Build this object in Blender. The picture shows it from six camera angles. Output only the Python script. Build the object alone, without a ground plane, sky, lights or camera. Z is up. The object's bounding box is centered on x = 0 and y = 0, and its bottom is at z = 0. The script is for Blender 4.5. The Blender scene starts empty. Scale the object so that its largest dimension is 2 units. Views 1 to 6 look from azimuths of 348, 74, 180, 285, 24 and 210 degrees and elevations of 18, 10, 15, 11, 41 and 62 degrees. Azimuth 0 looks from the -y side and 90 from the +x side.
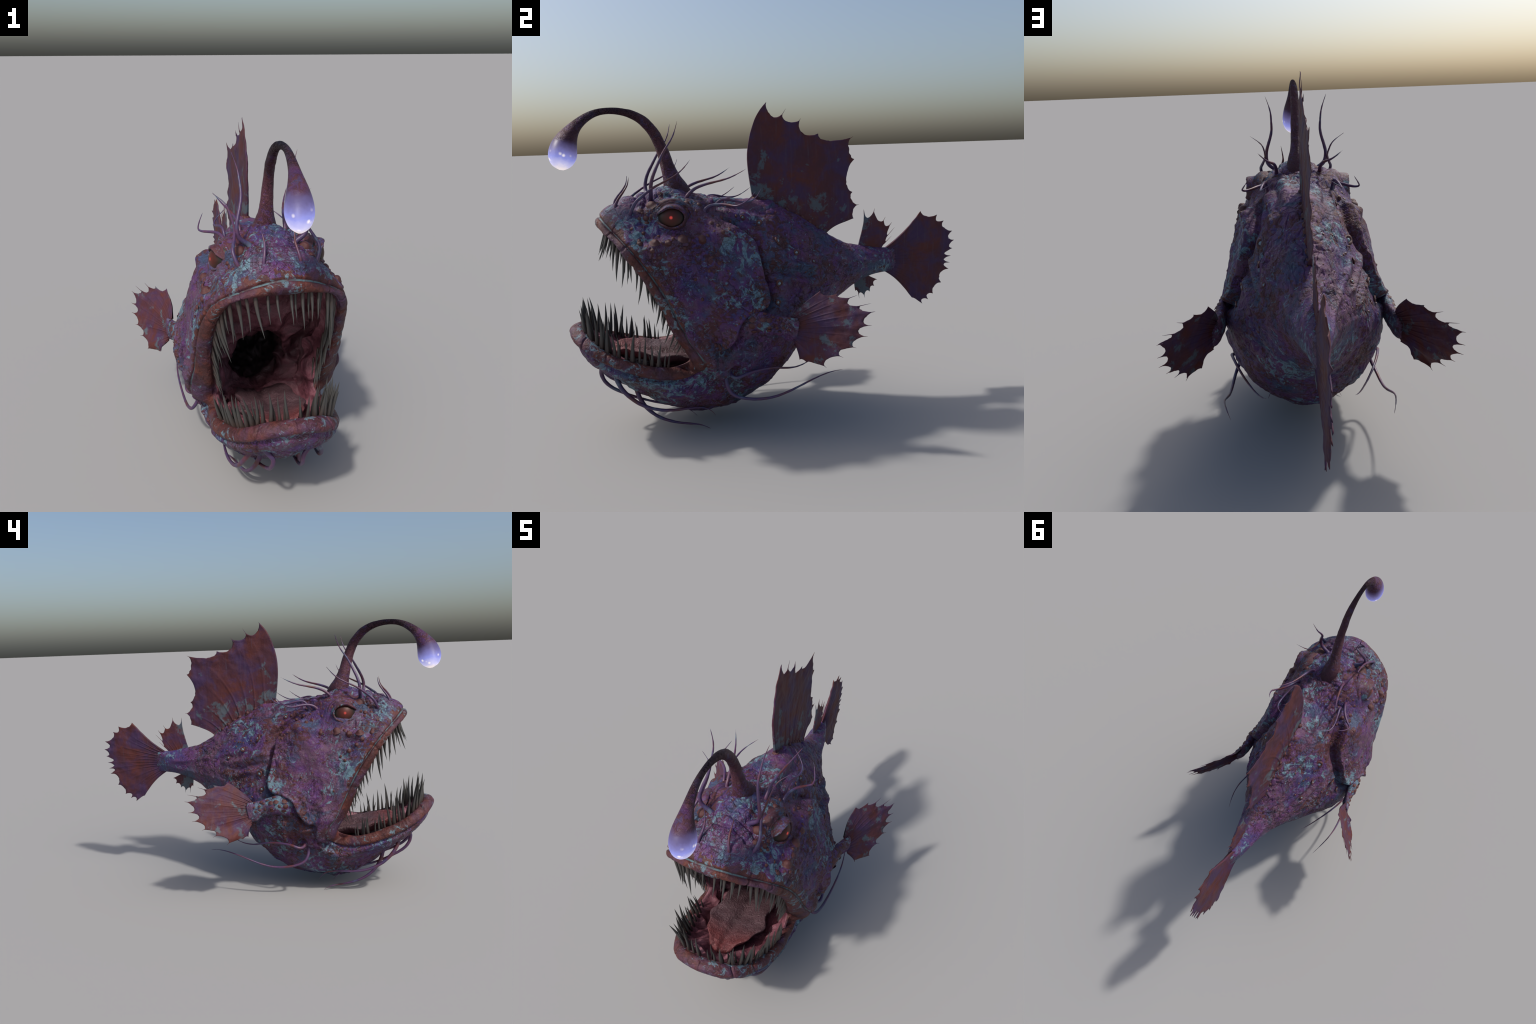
import bpy, math, random
import numpy as np
from mathutils import Vector, Matrix

random.seed(7)
RNG = np.random.RandomState(11)

# ------------------------------------------------------------------ maths
PERM = np.random.RandomState(3).permutation(256)
PERM = np.concatenate([PERM, PERM, PERM])
GRAD = np.random.RandomState(5).normal(size=(256, 3))
GRAD /= np.linalg.norm(GRAD, axis=1)[:, None]


GX, GY, GZ = (np.ascontiguousarray(GRAD[:, k], np.float32) for k in range(3))


def noise(p):
    """gradient noise, about -0.8 .. 0.8"""
    p = np.asarray(p)
    x, y, z = p[:, 0], p[:, 1], p[:, 2]
    ix, iy, iz = np.floor(x).astype(np.int32), np.floor(y).astype(np.int32), np.floor(z).astype(np.int32)
    x, y, z = (x - ix).astype(np.float32), (y - iy).astype(np.float32), (z - iz).astype(np.float32)
    ix, iy, iz = ix & 255, iy & 255, iz & 255
    u, v, w = (t * t * t * (t * (t * 6 - 15) + 10) for t in (x, y, z))

    def corner(hxy, dx, dy, dz):
        h = PERM[hxy + iz + dz]
        return GX[h] * (x - dx) + GY[h] * (y - dy) + GZ[h] * (z - dz)

    def edge(hxy, dx, dy):
        a = corner(hxy, dx, dy, 0)
        return a + w * (corner(hxy, dx, dy, 1) - a)

    def plane(hx, dx):
        a = edge(PERM[hx + iy], dx, 0)
        return a + v * (edge(PERM[hx + iy + 1], dx, 1) - a)

    a = plane(PERM[ix], 0)
    return (a + u * (plane(PERM[ix + 1], 1) - a)).astype(float)


def fbm(p, octaves=4, gain=0.5):
    s, a = 0.0, 1.0
    for k in range(octaves):
        s = s + a * noise(p * 2.0 ** k + 17.3 * k)
        a *= gain
    return s


def smooth(x, a, b):
    t = np.clip((np.asarray(x, float) - a) / (b - a), 0, 1)
    return t * t * (3 - 2 * t)


def spline(knots, y, x, periodic=False):
    """cubic spline through y (K, ...) at knots, evaluated at x; natural ends or periodic"""
    t, y = np.asarray(knots, float), np.asarray(y, float)
    sh = y.shape[1:]
    y = y.reshape(len(y), -1)
    if periodic:                       # pad by wrapping
        P = t[-1] - t[0]
        w = 6
        n = len(t) - 1
        idx = np.arange(-w, n + w + 1)
        t2 = t[idx % n] + P * (idx // n)
        y2 = y[idx % n]
        t, y = t2, y2
    n = len(t)
    h = np.diff(t)
    A = np.zeros((n, n))
    B = np.zeros((n, y.shape[1]))
    A[0, 0] = A[-1, -1] = 1
    for k in range(1, n - 1):
        A[k, k - 1], A[k, k], A[k, k + 1] = h[k - 1], 2 * (h[k - 1] + h[k]), h[k]
        B[k] = 6 * ((y[k + 1] - y[k]) / h[k] - (y[k] - y[k - 1]) / h[k - 1])
    m = np.linalg.solve(A, B)
    x = np.asarray(x, float)
    k = np.clip(np.searchsorted(t, x, side="right") - 1, 0, n - 2)
    d = (x - t[k])[:, None]
    hk = h[k][:, None]
    e = hk - d
    r = (m[k] * e ** 3 + m[k + 1] * d ** 3) / (6 * hk) + (y[k] / hk - m[k] * hk / 6) * e + (y[k + 1] / hk - m[k + 1] * hk / 6) * d
    return r.reshape((len(x),) + sh)


def path(points, n):
    """smooth curve through the control points, n samples, chord parameter"""
    p = np.asarray(points, float)
    t = np.concatenate([[0], np.cumsum(np.sqrt(np.linalg.norm(np.diff(p[:, :3], axis=0), axis=1)))])
    return spline(t, p, np.linspace(0, t[-1], n))


def seg_distance(q, poly):
    """distance of 2D points q to a polyline, and the place along it 0..1"""
    poly = np.asarray(poly, float)
    best, along = np.full(len(q), 9.0), np.zeros(len(q))
    m = len(poly) - 1
    for k in range(m):
        a, b = poly[k], poly[k + 1]
        ab = b - a
        t = np.clip(((q - a) @ ab) / (ab @ ab), 0, 1)
        d = np.linalg.norm(q - a - t[:, None] * ab, axis=1)
        hit = d < best
        best[hit] = d[hit]
        along[hit] = (k + t[hit]) / m
    return best, along


def inside(q, poly):
    poly = np.asarray(poly, float)
    r = np.zeros(len(q), bool)
    for k in range(len(poly)):
        (y0, z0), (y1, z1) = poly[k - 1], poly[k]
        c = (z0 > q[:, 1]) != (z1 > q[:, 1])
        with np.errstate(divide="ignore", invalid="ignore"):
            yy = (y1 - y0) * (q[:, 1] - z0) / (z1 - z0) + y0
        r ^= c & (q[:, 0] < yy)
    return r


# ------------------------------------------------------------------ materials
class Nodes:
    def __init__(self, name):
        self.m = bpy.data.materials.new(name)
        self.m.use_nodes = True
        self.t = self.m.node_tree
        self.bsdf = self.t.nodes["Principled BSDF"]
        self.co = self.t.nodes.new("ShaderNodeTexCoord").outputs["Object"]

    def add(self, kind, ins=None, **props):
        n = self.t.nodes.new("ShaderNode" + kind)
        for k, v in props.items():
            setattr(n, k, v)
        for k, v in (ins or {}).items():
            s = n.inputs[k]
            if isinstance(v, bpy.types.NodeSocket):
                self.t.links.new(v, s)
            else:
                s.default_value = v
        return n

    def mapped(self, scale=(1, 1, 1), rot=(0, 0, 0), loc=(0, 0, 0), src=None):
        return self.add("Mapping", {"Vector": src or self.co, "Scale": scale, "Rotation": rot, "Location": loc}).outputs[0]

    def noise(self, scale, detail=4, rough=0.55, dist=0.0, src=None):
        n = self.add("TexNoise", {"Vector": src or self.co, "Scale": scale, "Detail": detail, "Roughness": rough, "Distortion": dist})
        return n.outputs["Fac"]

    def noise_vec(self, scale, detail=2, src=None):
        return self.add("TexNoise", {"Vector": src or self.co, "Scale": scale, "Detail": detail}).outputs["Color"]

    def ramp(self, fac, *stops, interp="LINEAR"):
        r = self.add("ValToRGB", {"Fac": fac})
        r.color_ramp.interpolation = interp
        e = r.color_ramp.elements
        while len(e) < len(stops):
            e.new(0.5)
        for el, (p, c) in zip(e, stops):
            el.position = p
            el.color = (*c, 1) if isinstance(c, tuple) else (c, c, c, 1)
        return r.outputs["Color"]

    def mix(self, fac, a, b, mode="MIX"):
        n = self.add("Mix", data_type="RGBA", blend_type=mode)
        for s, v in ((n.inputs[0], fac), (n.inputs[6], a), (n.inputs[7], b)):
            if isinstance(v, bpy.types.NodeSocket):
                self.t.links.new(v, s)
            else:
                s.default_value = (*v, 1) if isinstance(v, tuple) else v
        return n.outputs[2]

    def math(self, op, a, b=0.0, c=0.0):
        n = self.add("Math", operation=op)
        for s, v in zip(n.inputs, (a, b, c)):
            if isinstance(v, bpy.types.NodeSocket):
                self.t.links.new(v, s)
            else:
                s.default_value = v
        return n.outputs[0]

    def warp(self, amount, scale, detail=2, src=None):
        v = self.noise_vec(scale, detail, src)
        a = self.add("VectorMath", {0: v, 1: (0.5, 0.5, 0.5)}, operation="SUBTRACT").outputs[0]
        b = self.add("VectorMath", {0: a, "Scale": amount}, operation="SCALE").outputs[0]
        return self.add("VectorMath", {0: src or self.co, 1: b}, operation="ADD").outputs[0]

    def bump(self, height, strength, distance, normal=None):
        ins = {"Height": height, "Strength": strength, "Distance": distance}
        if normal is not None:
            ins["Normal"] = normal
        return self.add("Bump", ins).outputs[0]

    def finish(self, color, rough=0.6, normal=None, **kw):
        b = self.bsdf
        for k, v in {"Base Color": color, "Roughness": rough, "Normal": normal, **kw}.items():
            if v is None:
                continue
            s = b.inputs[k]
            if isinstance(v, bpy.types.NodeSocket):
                self.t.links.new(v, s)
            else:
                s.default_value = (*v, 1) if isinstance(v, tuple) and len(v) == 3 and s.type == "RGBA" else v
        return self.m


RED = (0.105, 0.026, 0.021)
DARKRED = (0.036, 0.009, 0.010)
PURPLE = (0.086, 0.025, 0.108)
VIOLET = (0.039, 0.027, 0.122)
MAUVE = (0.098, 0.048, 0.078)
TEAL = (0.120, 0.215, 0.265)
DEEPTEAL = (0.034, 0.062, 0.112)
RUST = (0.110, 0.043, 0.032)


def skin_material(name, red=0.0, teal=0.0, scale=1.0, crack=1.0, bump=1.0, bulb=False):
    """mottled hide: purple ground, fine red-brown speckle, ragged teal patches, dark wrinkles, pale ring marks"""
    N = Nodes(name)
    sep = N.add("SeparateXYZ", {0: N.co})
    frontal = N.add("MapRange", {0: sep.outputs[1], 1: -0.35, 2: -0.70, 3: 0.0, 4: 1.0}).outputs[0]
    w = N.warp(0.07, 8 * scale, 3)
    big = N.noise(4.6 * scale, 5, 0.62, 0.5, w)
    ground = N.ramp(big, (0.36, VIOLET), (0.48, PURPLE), (0.57, MAUVE), (0.66, PURPLE), (0.76, VIOLET))
    hue = N.noise(24 * scale, 5, 0.65, 0.4, N.mapped(loc=(3, 1, 7)))
    ground = N.mix(N.ramp(hue, (0.46, 0.0), (0.66, 0.75)), ground, (0.096, 0.033, 0.078))
    wash = N.noise(7 * scale, 6, 0.65, 0.8, N.mapped(loc=(9, 4, 2)))
    col = N.mix(N.ramp(wash, (0.49, 0.0), (0.63, 0.85)), ground, DEEPTEAL)
    # red-brown speckle, denser in some regions
    reg = N.noise(5 * scale, 4, 0.55, 0.3, N.mapped(loc=(5, 5, 1)))
    fl = N.noise(38 * scale, 6, 0.66, 1.0, N.mapped((1, 0.7, 1), loc=(1, 8, 5)))
    fl2 = N.math("ADD", fl, N.math("MULTIPLY", N.math("SUBTRACT", reg, 0.5), 0.75))
    edge = 0.562 - 0.12 * red
    redmask = N.ramp(fl2, (edge - 0.02, 0.0), (edge + 0.03, 1.0))
    col = N.mix(N.math("MULTIPLY", redmask, 0.85), col, N.mix(N.noise(60, 3), DARKRED, RED))
    # ragged light teal patches
    tp = N.noise(19 * scale, 9, 0.68, 1.3, N.mapped(loc=(2, 3, 11)))
    tr = N.noise(4.2 * scale, 3, 0.5, 0.0, N.mapped(loc=(12, 5, 3)))
    t2 = N.math("ADD", tp, N.math("MULTIPLY", N.math("SUBTRACT", tr, 0.5), 0.65))
    t2 = N.math("ADD", t2, N.math("MULTIPLY", frontal, 0.042))
    te = 0.618 - 0.12 * teal
    tealmask = N.ramp(t2, (te - 0.02, 0.0), (te + 0.02, 1.0))
    inner = N.ramp(N.noise(70, 4, 0.6), (0.34, 0.55), (0.50, 1.0))
    col = N.mix(N.math("MULTIPLY", N.math("MULTIPLY", tealmask, inner), 0.88), col, TEAL)
    st = N.noise(38 * scale, 7, 0.7, 2.2, N.mapped(loc=(4, 9, 9)))
    st = N.math("ADD", st, N.math("MULTIPLY", frontal, 0.03))
    col = N.mix(N.ramp(st, (0.592, 0.0), (0.65, 0.0 if bulb else 0.65)), col, TEAL)
    # wrinkles: thin meandering lines
    cw = N.warp(0.04, 18 * scale, 3)
    m1 = N.noise(15 * scale, 3, 0.5, 1.2, cw)
    m2 = N.noise(31 * scale, 3, 0.5, 1.5, N.mapped((1, 0.8, 1), loc=(6, 2, 4)))
    l1 = N.ramp(N.math("ABSOLUTE", N.math("SUBTRACT", m1, 0.5)), (0.004, 1.0), (0.022, 0.0))
    l2 = N.ramp(N.math("ABSOLUTE", N.math("SUBTRACT", m2, 0.5)), (0.004, 0.9), (0.026, 0.0))
    cmask = N.ramp(N.noise(8 * scale, 3, 0.5, 0.0, N.mapped(loc=(8, 8, 8))), (0.42, 0.15), (0.58, 1.0))
    line = N.math("MULTIPLY", N.math("MAXIMUM", l1, l2), cmask)
    col = N.mix(N.math("MULTIPLY", line, 0.75 * crack), col, DARKRED)
    # pale ring marks
    rv = N.add("TexVoronoi", {"Vector": N.warp(0.02, 30, 1), "Scale": 15.0}, feature="F1")
    ring = N.ramp(rv.outputs["Distance"], (0.15, 0.0), (0.18, 1.0), (0.20, 1.0), (0.23, 0.0))
    pick = N.ramp(rv.outputs["Color"], (0.70, 0.0), (0.71, 1.0))
    ring = N.math("MULTIPLY", N.math("MULTIPLY", ring, pick), N.ramp(N.noise(40, 2), (0.45, 0.0), (0.52, 1.0)))
    col = N.mix(N.math("MULTIPLY", ring, 0.6), col, TEAL)
    grain = N.noise(150, 4, 0.7)
    col = N.mix(0.5, col, N.mix(grain, (0.25, 0.25, 0.25), (1.6, 1.6, 1.6)), "MULTIPLY")
    # relief
    h = N.math("ADD", N.math("MULTIPLY", fl, 0.34), N.math("MULTIPLY", grain, 0.05))
    h = N.math("SUBTRACT", h, N.math("MULTIPLY", line, 0.40 * crack))
    h = N.math("ADD", h, N.math("MULTIPLY", redmask, 0.08))
    h = N.math("ADD", h, N.math("MULTIPLY", hue, 0.55))
    nor = N.bump(h, 0.70 * bump, 0.014)
    if bulb:
        col = N.mix(0.28, col, N.mix(N.noise(34, 5, 0.65, 0.6, N.mapped((1.6, 1, 0.6))), (0.085, 0.018, 0.020), (0.060, 0.022, 0.070)))
    rough = N.ramp(fl, (0.3, 0.5), (0.7, 0.7))
    if not bulb:
        return N.finish(col, rough, nor, **{"Specular IOR Level": 0.35})
    # end of the lure: hide fades into glowing gel
    z = N.math("ADD", sep.outputs[2], N.math("MULTIPLY", N.math("SUBTRACT", N.noise(22, 4, 0.6), 0.5), 0.035))
    z = N.math("ADD", z, N.add("MapRange", {0: sep.outputs[1], 1: -0.95, 2: -0.89, 3: -0.008, 4: 0.020}).outputs[0])
    h = N.add("MapRange", {0: z, 1: 1.215, 2: 1.415}).outputs[0]
    tip = N.math("LESS_THAN", sep.outputs[1], -0.83)
    gel = N.ramp(h, (0.0, (0.95, 0.84, 0.84)), (0.10, (0.62, 0.60, 0.90)), (0.26, (0.29, 0.31, 0.76)), (0.48, (0.21, 0.18, 0.42)), (0.70, (0.085, 0.038, 0.070)))
    keep = N.math("MULTIPLY", N.ramp(h, (0.60, 1.0), (0.80, 0.0)), tip)
    em = N.math("MULTIPLY", N.ramp(h, (0.0, 0.85), (0.12, 0.80), (0.30, 0.78), (0.48, 0.46), (0.66, 0.06), (0.76, 0.0)), tip)
    dots = N.add("TexVoronoi", {"Vector": N.co, "Scale": 34.0}, feature="F1").outputs["Distance"]
    spot = N.math("MULTIPLY", N.ramp(dots, (0.10, 1.0), (0.30, 0.0)), N.ramp(h, (0.30, 1.0), (0.42, 0.0)))
    gel = N.mix(spot, gel, (0.95, 0.88, 0.95))
    col = N.mix(keep, col, N.mix(N.ramp(h, (0.5, 0.78), (0.74, 0.2)), gel, (0.0, 0.0, 0.0)))
    nor = N.bump(N.math("MULTIPLY", h_relief(N, h, keep, line, fl), 1.0), 0.6 * bump, 0.014)
    rough = N.mix(keep, rough, (0.42, 0.42, 0.42))
    return N.finish(col, rough, nor, **{"Specular IOR Level": N.math("SUBTRACT", 0.4, N.math("MULTIPLY", keep, 0.25)), "Emission Color": gel, "Emission Strength": em})


def h_relief(N, h, keep, line, fl):
    """relief of the stalk skin, dying out on the gel"""
    r = N.math("SUBTRACT", N.math("MULTIPLY", fl, 0.6), N.math("MULTIPLY", line, 0.3))
    return N.math("MULTIPLY", r, N.math("SUBTRACT", 1.0, keep))


def lip_material():
    N = Nodes("lip_skin")
    w = N.warp(0.05, 8, 3)
    c = N.mix(N.ramp(N.noise(9, 5, 0.6, 0.5, w), (0.42, 0.0), (0.62, 1.0)), (0.100, 0.026, 0.020), (0.058, 0.017, 0.018))
    c = N.mix(N.ramp(N.noise(7, 4, 0.6, 0.0, N.mapped(loc=(3, 3, 3))), (0.47, 0.0), (0.62, 0.75)), c, (0.055, 0.028, 0.075))
    t = N.noise(22, 9, 0.7, 1.2, N.mapped(loc=(6, 1, 2)))
    reg = N.noise(4.5, 2, 0.5, 0.0, N.mapped(loc=(1, 2, 9)))
    t = N.math("ADD", t, N.math("MULTIPLY", N.math("SUBTRACT", reg, 0.5), 0.6))
    c = N.mix(N.ramp(N.noise(30, 5, 0.65, 0.6, N.mapped(loc=(4, 6, 1))), (0.50, 0.0), (0.62, 0.7)), c, DARKRED)
    c = N.mix(N.ramp(t, (0.560, 0.0), (0.61, 0.75)), c, TEAL)
    m1 = N.noise(26, 4, 0.55, 1.3, N.mapped(loc=(2, 2, 6)))
    wl = N.ramp(N.math("ABSOLUTE", N.math("SUBTRACT", m1, 0.5)), (0.003, 0.7), (0.02, 0.0))
    c = N.mix(wl, c, DARKRED)
    fine = N.noise(60, 5, 0.65)
    c = N.mix(0.55, c, N.mix(fine, (0.4, 0.4, 0.4), (1.5, 1.5, 1.5)), "MULTIPLY")
    nor = N.bump(N.math("ADD", N.noise(34, 5, 0.6, 0.8), N.math("MULTIPLY", fine, 0.4)), 0.6, 0.014)
    return N.finish(c, 0.6, nor, **{"Specular IOR Level": 0.35})


def wart_material():
    N = Nodes("wart_skin")
    c = N.mix(N.ramp(N.noise(40, 4), (0.35, 0.0), (0.65, 1.0)), (0.045, 0.010, 0.011), (0.092, 0.022, 0.020))
    return N.finish(c, 0.5, N.bump(N.noise(70, 4), 0.3, 0.008))


def fin_material(name, teal=0.4, foot=False, fine_scale=1.0):
    N = Nodes(name)
    w = N.warp(0.06, 8, 3)
    c = N.mix(N.ramp(N.noise(4.5, 5, 0.6, 0.5, w), (0.40, 0.0), (0.60, 1.0)), (0.092, 0.023, 0.020), (0.062, 0.020, 0.034))
    v = N.noise(7, 5, 0.65, 0.4, N.mapped(loc=(3, 7, 1)))
    c = N.mix(N.ramp(v, (0.46, 0.0), (0.62, 0.8)), c, (0.048, 0.025, 0.080))
    t = N.noise(6 * fine_scale, 9, 0.70, 0.3, N.mapped(loc=(5, 2, 8)))
    if foot:                                    # paler toward the foot of the dorsal fin
        sep = N.add("SeparateXYZ", {0: N.co})
        base = N.math("SUBTRACT", 1.0, N.math("MULTIPLY", sep.outputs[1], 0.53))
        up = N.math("SUBTRACT", sep.outputs[2], base)
        t = N.math("ADD", t, N.add("MapRange", {0: up, 1: 0.02, 2: 0.30, 3: 0.12, 4: -0.02}).outputs[0])
    e = 0.62 - 0.14 * (teal - 0.4)
    c = N.mix(N.ramp(t, (e, 0.0), (e + 0.05, 0.7)), c, (0.080, 0.125, 0.150))
    st = N.noise(3.0, 5, 0.6, 0.0, N.mapped((1, 26, 2.0), rot=(0.2, 0, 0)))
    c = N.mix(N.ramp(st, (0.55, 0.0), (0.72, 0.45)), c, (0.080, 0.055, 0.080))
    fine = N.noise(90, 4, 0.7)
    c = N.mix(0.35, c, N.mix(fine, (0.4, 0.4, 0.4), (1.5, 1.5, 1.5)), "MULTIPLY")
    nor = N.bump(N.math("ADD", N.noise(40, 5, 0.6), fine), 0.25, 0.006)
    m = N.finish(c, 0.65, nor, **{"Specular IOR Level": 0.3})
    tr = N.add("BsdfTranslucent", {"Color": c})
    ms = N.add("MixShader", {0: 0.08, 1: N.bsdf.outputs[0], 2: tr.outputs[0]})
    N.t.links.new(ms.outputs[0], N.t.nodes["Material Output"].inputs["Surface"])
    return m


def barbel_material():
    N = Nodes("barbel_skin")
    n = N.noise(9, 5, 0.6, 0.6)
    c = N.ramp(n, (0.36, (0.085, 0.020, 0.020)), (0.47, (0.072, 0.028, 0.075)), (0.58, (0.046, 0.030, 0.090)), (0.70, (0.085, 0.125, 0.165)))
    return N.finish(c, 0.45, N.bump(N.noise(80, 4), 0.25, 0.004))


def flesh_material(name="mouth_flesh"):
    N = Nodes(name)
    w = N.warp(0.06, 9, 3)
    n = N.noise(8, 8, 0.65, 1.0, w)
    c = N.ramp(n, (0.34, (0.060, 0.016, 0.026)), (0.50, (0.165, 0.056, 0.076)), (0.68, (0.300, 0.130, 0.160)))
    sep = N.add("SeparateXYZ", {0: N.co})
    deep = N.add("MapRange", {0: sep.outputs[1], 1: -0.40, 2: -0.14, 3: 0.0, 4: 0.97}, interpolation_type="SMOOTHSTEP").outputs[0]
    c = N.mix(deep, c, (0.012, 0.006, 0.008))  # throat shadow painted in: flesh colour darkened to near black with depth
    nor = N.bump(N.math("ADD", n, N.math("MULTIPLY", N.noise(60, 5, 0.7), 0.35)), 0.7, 0.02)
    return N.finish(c, 0.42, nor)


def tongue_material():
    N = Nodes("tongue_flesh")
    sep = N.add("SeparateXYZ", {0: N.co})
    tip = N.add("MapRange", {0: sep.outputs[1], 1: -0.60, 2: -0.76, 3: 0.0, 4: 1.0}, interpolation_type="SMOOTHSTEP").outputs[0]
    tip = N.math("MULTIPLY", tip, N.ramp(N.noise(9, 4), (0.3, 0.6), (0.6, 1.0)))
    top = N.mix(N.noise(30, 5, 0.6), (0.042, 0.020, 0.026), (0.118, 0.062, 0.074))
    c = N.mix(tip, top, N.mix(N.noise(20, 4), (0.120, 0.022, 0.025), (0.200, 0.055, 0.055)))
    pap = N.noise(75, 4, 0.65, 0.8)
    return N.finish(c, 0.5, N.bump(pap, 0.8, 0.012))


def tooth_material():
    N = Nodes("tooth_dentine")
    sep = N.add("SeparateXYZ", {0: N.co})
    along = N.add("MapRange", {0: sep.outputs[2], 1: 0.0, 2: 0.55}, interpolation_type="SMOOTHSTEP").outputs[0]
    c = N.mix(along, (0.044, 0.026, 0.022), (0.046, 0.045, 0.043))
    st = N.noise(9, 4, 0.6, 0.0, N.mapped((9, 9, 1)))
    c = N.mix(0.4, c, N.mix(st, (0.5, 0.5, 0.5), (1.4, 1.4, 1.4)), "MULTIPLY")
    return N.finish(c, 0.42, N.bump(st, 0.2, 0.02))


def eye_material():
    N = Nodes("eye_ball")
    # object origin is the eye centre, +x looks out
    nrm = N.add("VectorMath", {0: N.co}, operation="NORMALIZE").outputs[0]
    sep = N.add("SeparateXYZ", {0: nrm})
    c = N.ramp(sep.outputs[0], (0.72, (0.014, 0.012, 0.009)), (0.90, (0.048, 0.013, 0.009)), (0.985, (0.080, 0.014, 0.010)))
    glow = N.ramp(sep.outputs[0], (0.9945, 0.0), (0.998, 1.0))
    return N.finish(c, 0.45, None, **{"Specular IOR Level": 0.3, "Emission Color": (0.60, 0.055, 0.045), "Emission Strength": N.math("MULTIPLY", glow, 0.75)})


# ------------------------------------------------------------------ scene helpers
def link(o, parent=None):
    bpy.context.scene.collection.objects.link(o)
    if parent is not None:
        o.parent = parent
    return o


def make_mesh(name, verts, faces, mat, smooth_shade=True):
    me = bpy.data.meshes.new(name)
    verts = np.asarray(verts, np.float32)
    if isinstance(faces, np.ndarray):
        k = faces.shape[1]
        me.vertices.add(len(verts))
        me.vertices.foreach_set("co", verts.ravel())
        me.loops.add(faces.size)
        me.loops.foreach_set("vertex_index", faces.ravel().astype(np.int32))
        me.polygons.add(len(faces))
        me.polygons.foreach_set("loop_start", (np.arange(len(faces)) * k).astype(np.int32))
        me.update(calc_edges=True)
        me.validate()
    else:
        me.from_pydata([tuple(map(float, v)) for v in verts], [], faces)
    me.polygons.foreach_set("use_smooth", [smooth_shade] * len(me.polygons))
    if mat:
        me.materials.append(mat)
    me.update()
    return me


def grid_faces(rows, cols, wrap=False):
    """quads of a rows x cols vertex grid (row major); wrap joins last column to first"""
    c = cols if wrap else cols - 1
    i, j = np.meshgrid(np.arange(rows - 1), np.arange(c), indexing="ij")
    j2 = (j + 1) % cols
    return np.stack([i * cols + j, i * cols + j2, (i + 1) * cols + j2, (i + 1) * cols + j], -1).reshape(-1, 4)


def tube(points, radii, n=60, seg=12, flat=None, rough=0.0, seed=0):
    """skin of a tapering tube through control points; pointed end closes to a vertex ring"""
    c = path(points, n)
    t = np.linspace(0, 1, n)
    r = np.interp(t, np.linspace(0, 1, len(radii)), radii) if not callable(radii) else radii(t)
    T = np.gradient(c, axis=0)
    T /= np.linalg.norm(T, axis=1)[:, None]
    up = np.array([1.0, 0, 0]) if abs(T[0][0]) < 0.8 else np.array([0, 0, 1.0])
    U = np.zeros_like(c)
    u = up - T[0] * (up @ T[0])
    for k in range(n):
        u = u - T[k] * (u @ T[k])
        u /= np.linalg.norm(u)
        U[k] = u
    V = np.cross(T, U)
    a = np.arange(seg) * math.tau / seg
    fa, fb = flat if flat else (1.0, 1.0)
    ring = c[:, None] + r[:, None, None] * (fa * np.cos(a)[None, :, None] * U[:, None] + fb * np.sin(a)[None, :, None] * V[:, None])
    v = ring.reshape(-1, 3)
    if rough:
        d = v - np.repeat(c, seg, 0)
        d /= np.linalg.norm(d, axis=1)[:, None] + 1e-9
        v = v + d * (rough * fbm(v * 45 + seed, 3))[:, None]
    f = [tuple(q) for q in grid_faces(n, seg, True)]
    v = list(v)
    for row, flip in ((0, True), (n - 1, False)):
        v.append(c[row])
        k = len(v) - 1
        for j in range(seg):
            q = (row * seg + j, row * seg + (j + 1) % seg, k)
            f.append(q[::-1] if flip else q)
    return np.array(v), f


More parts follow.
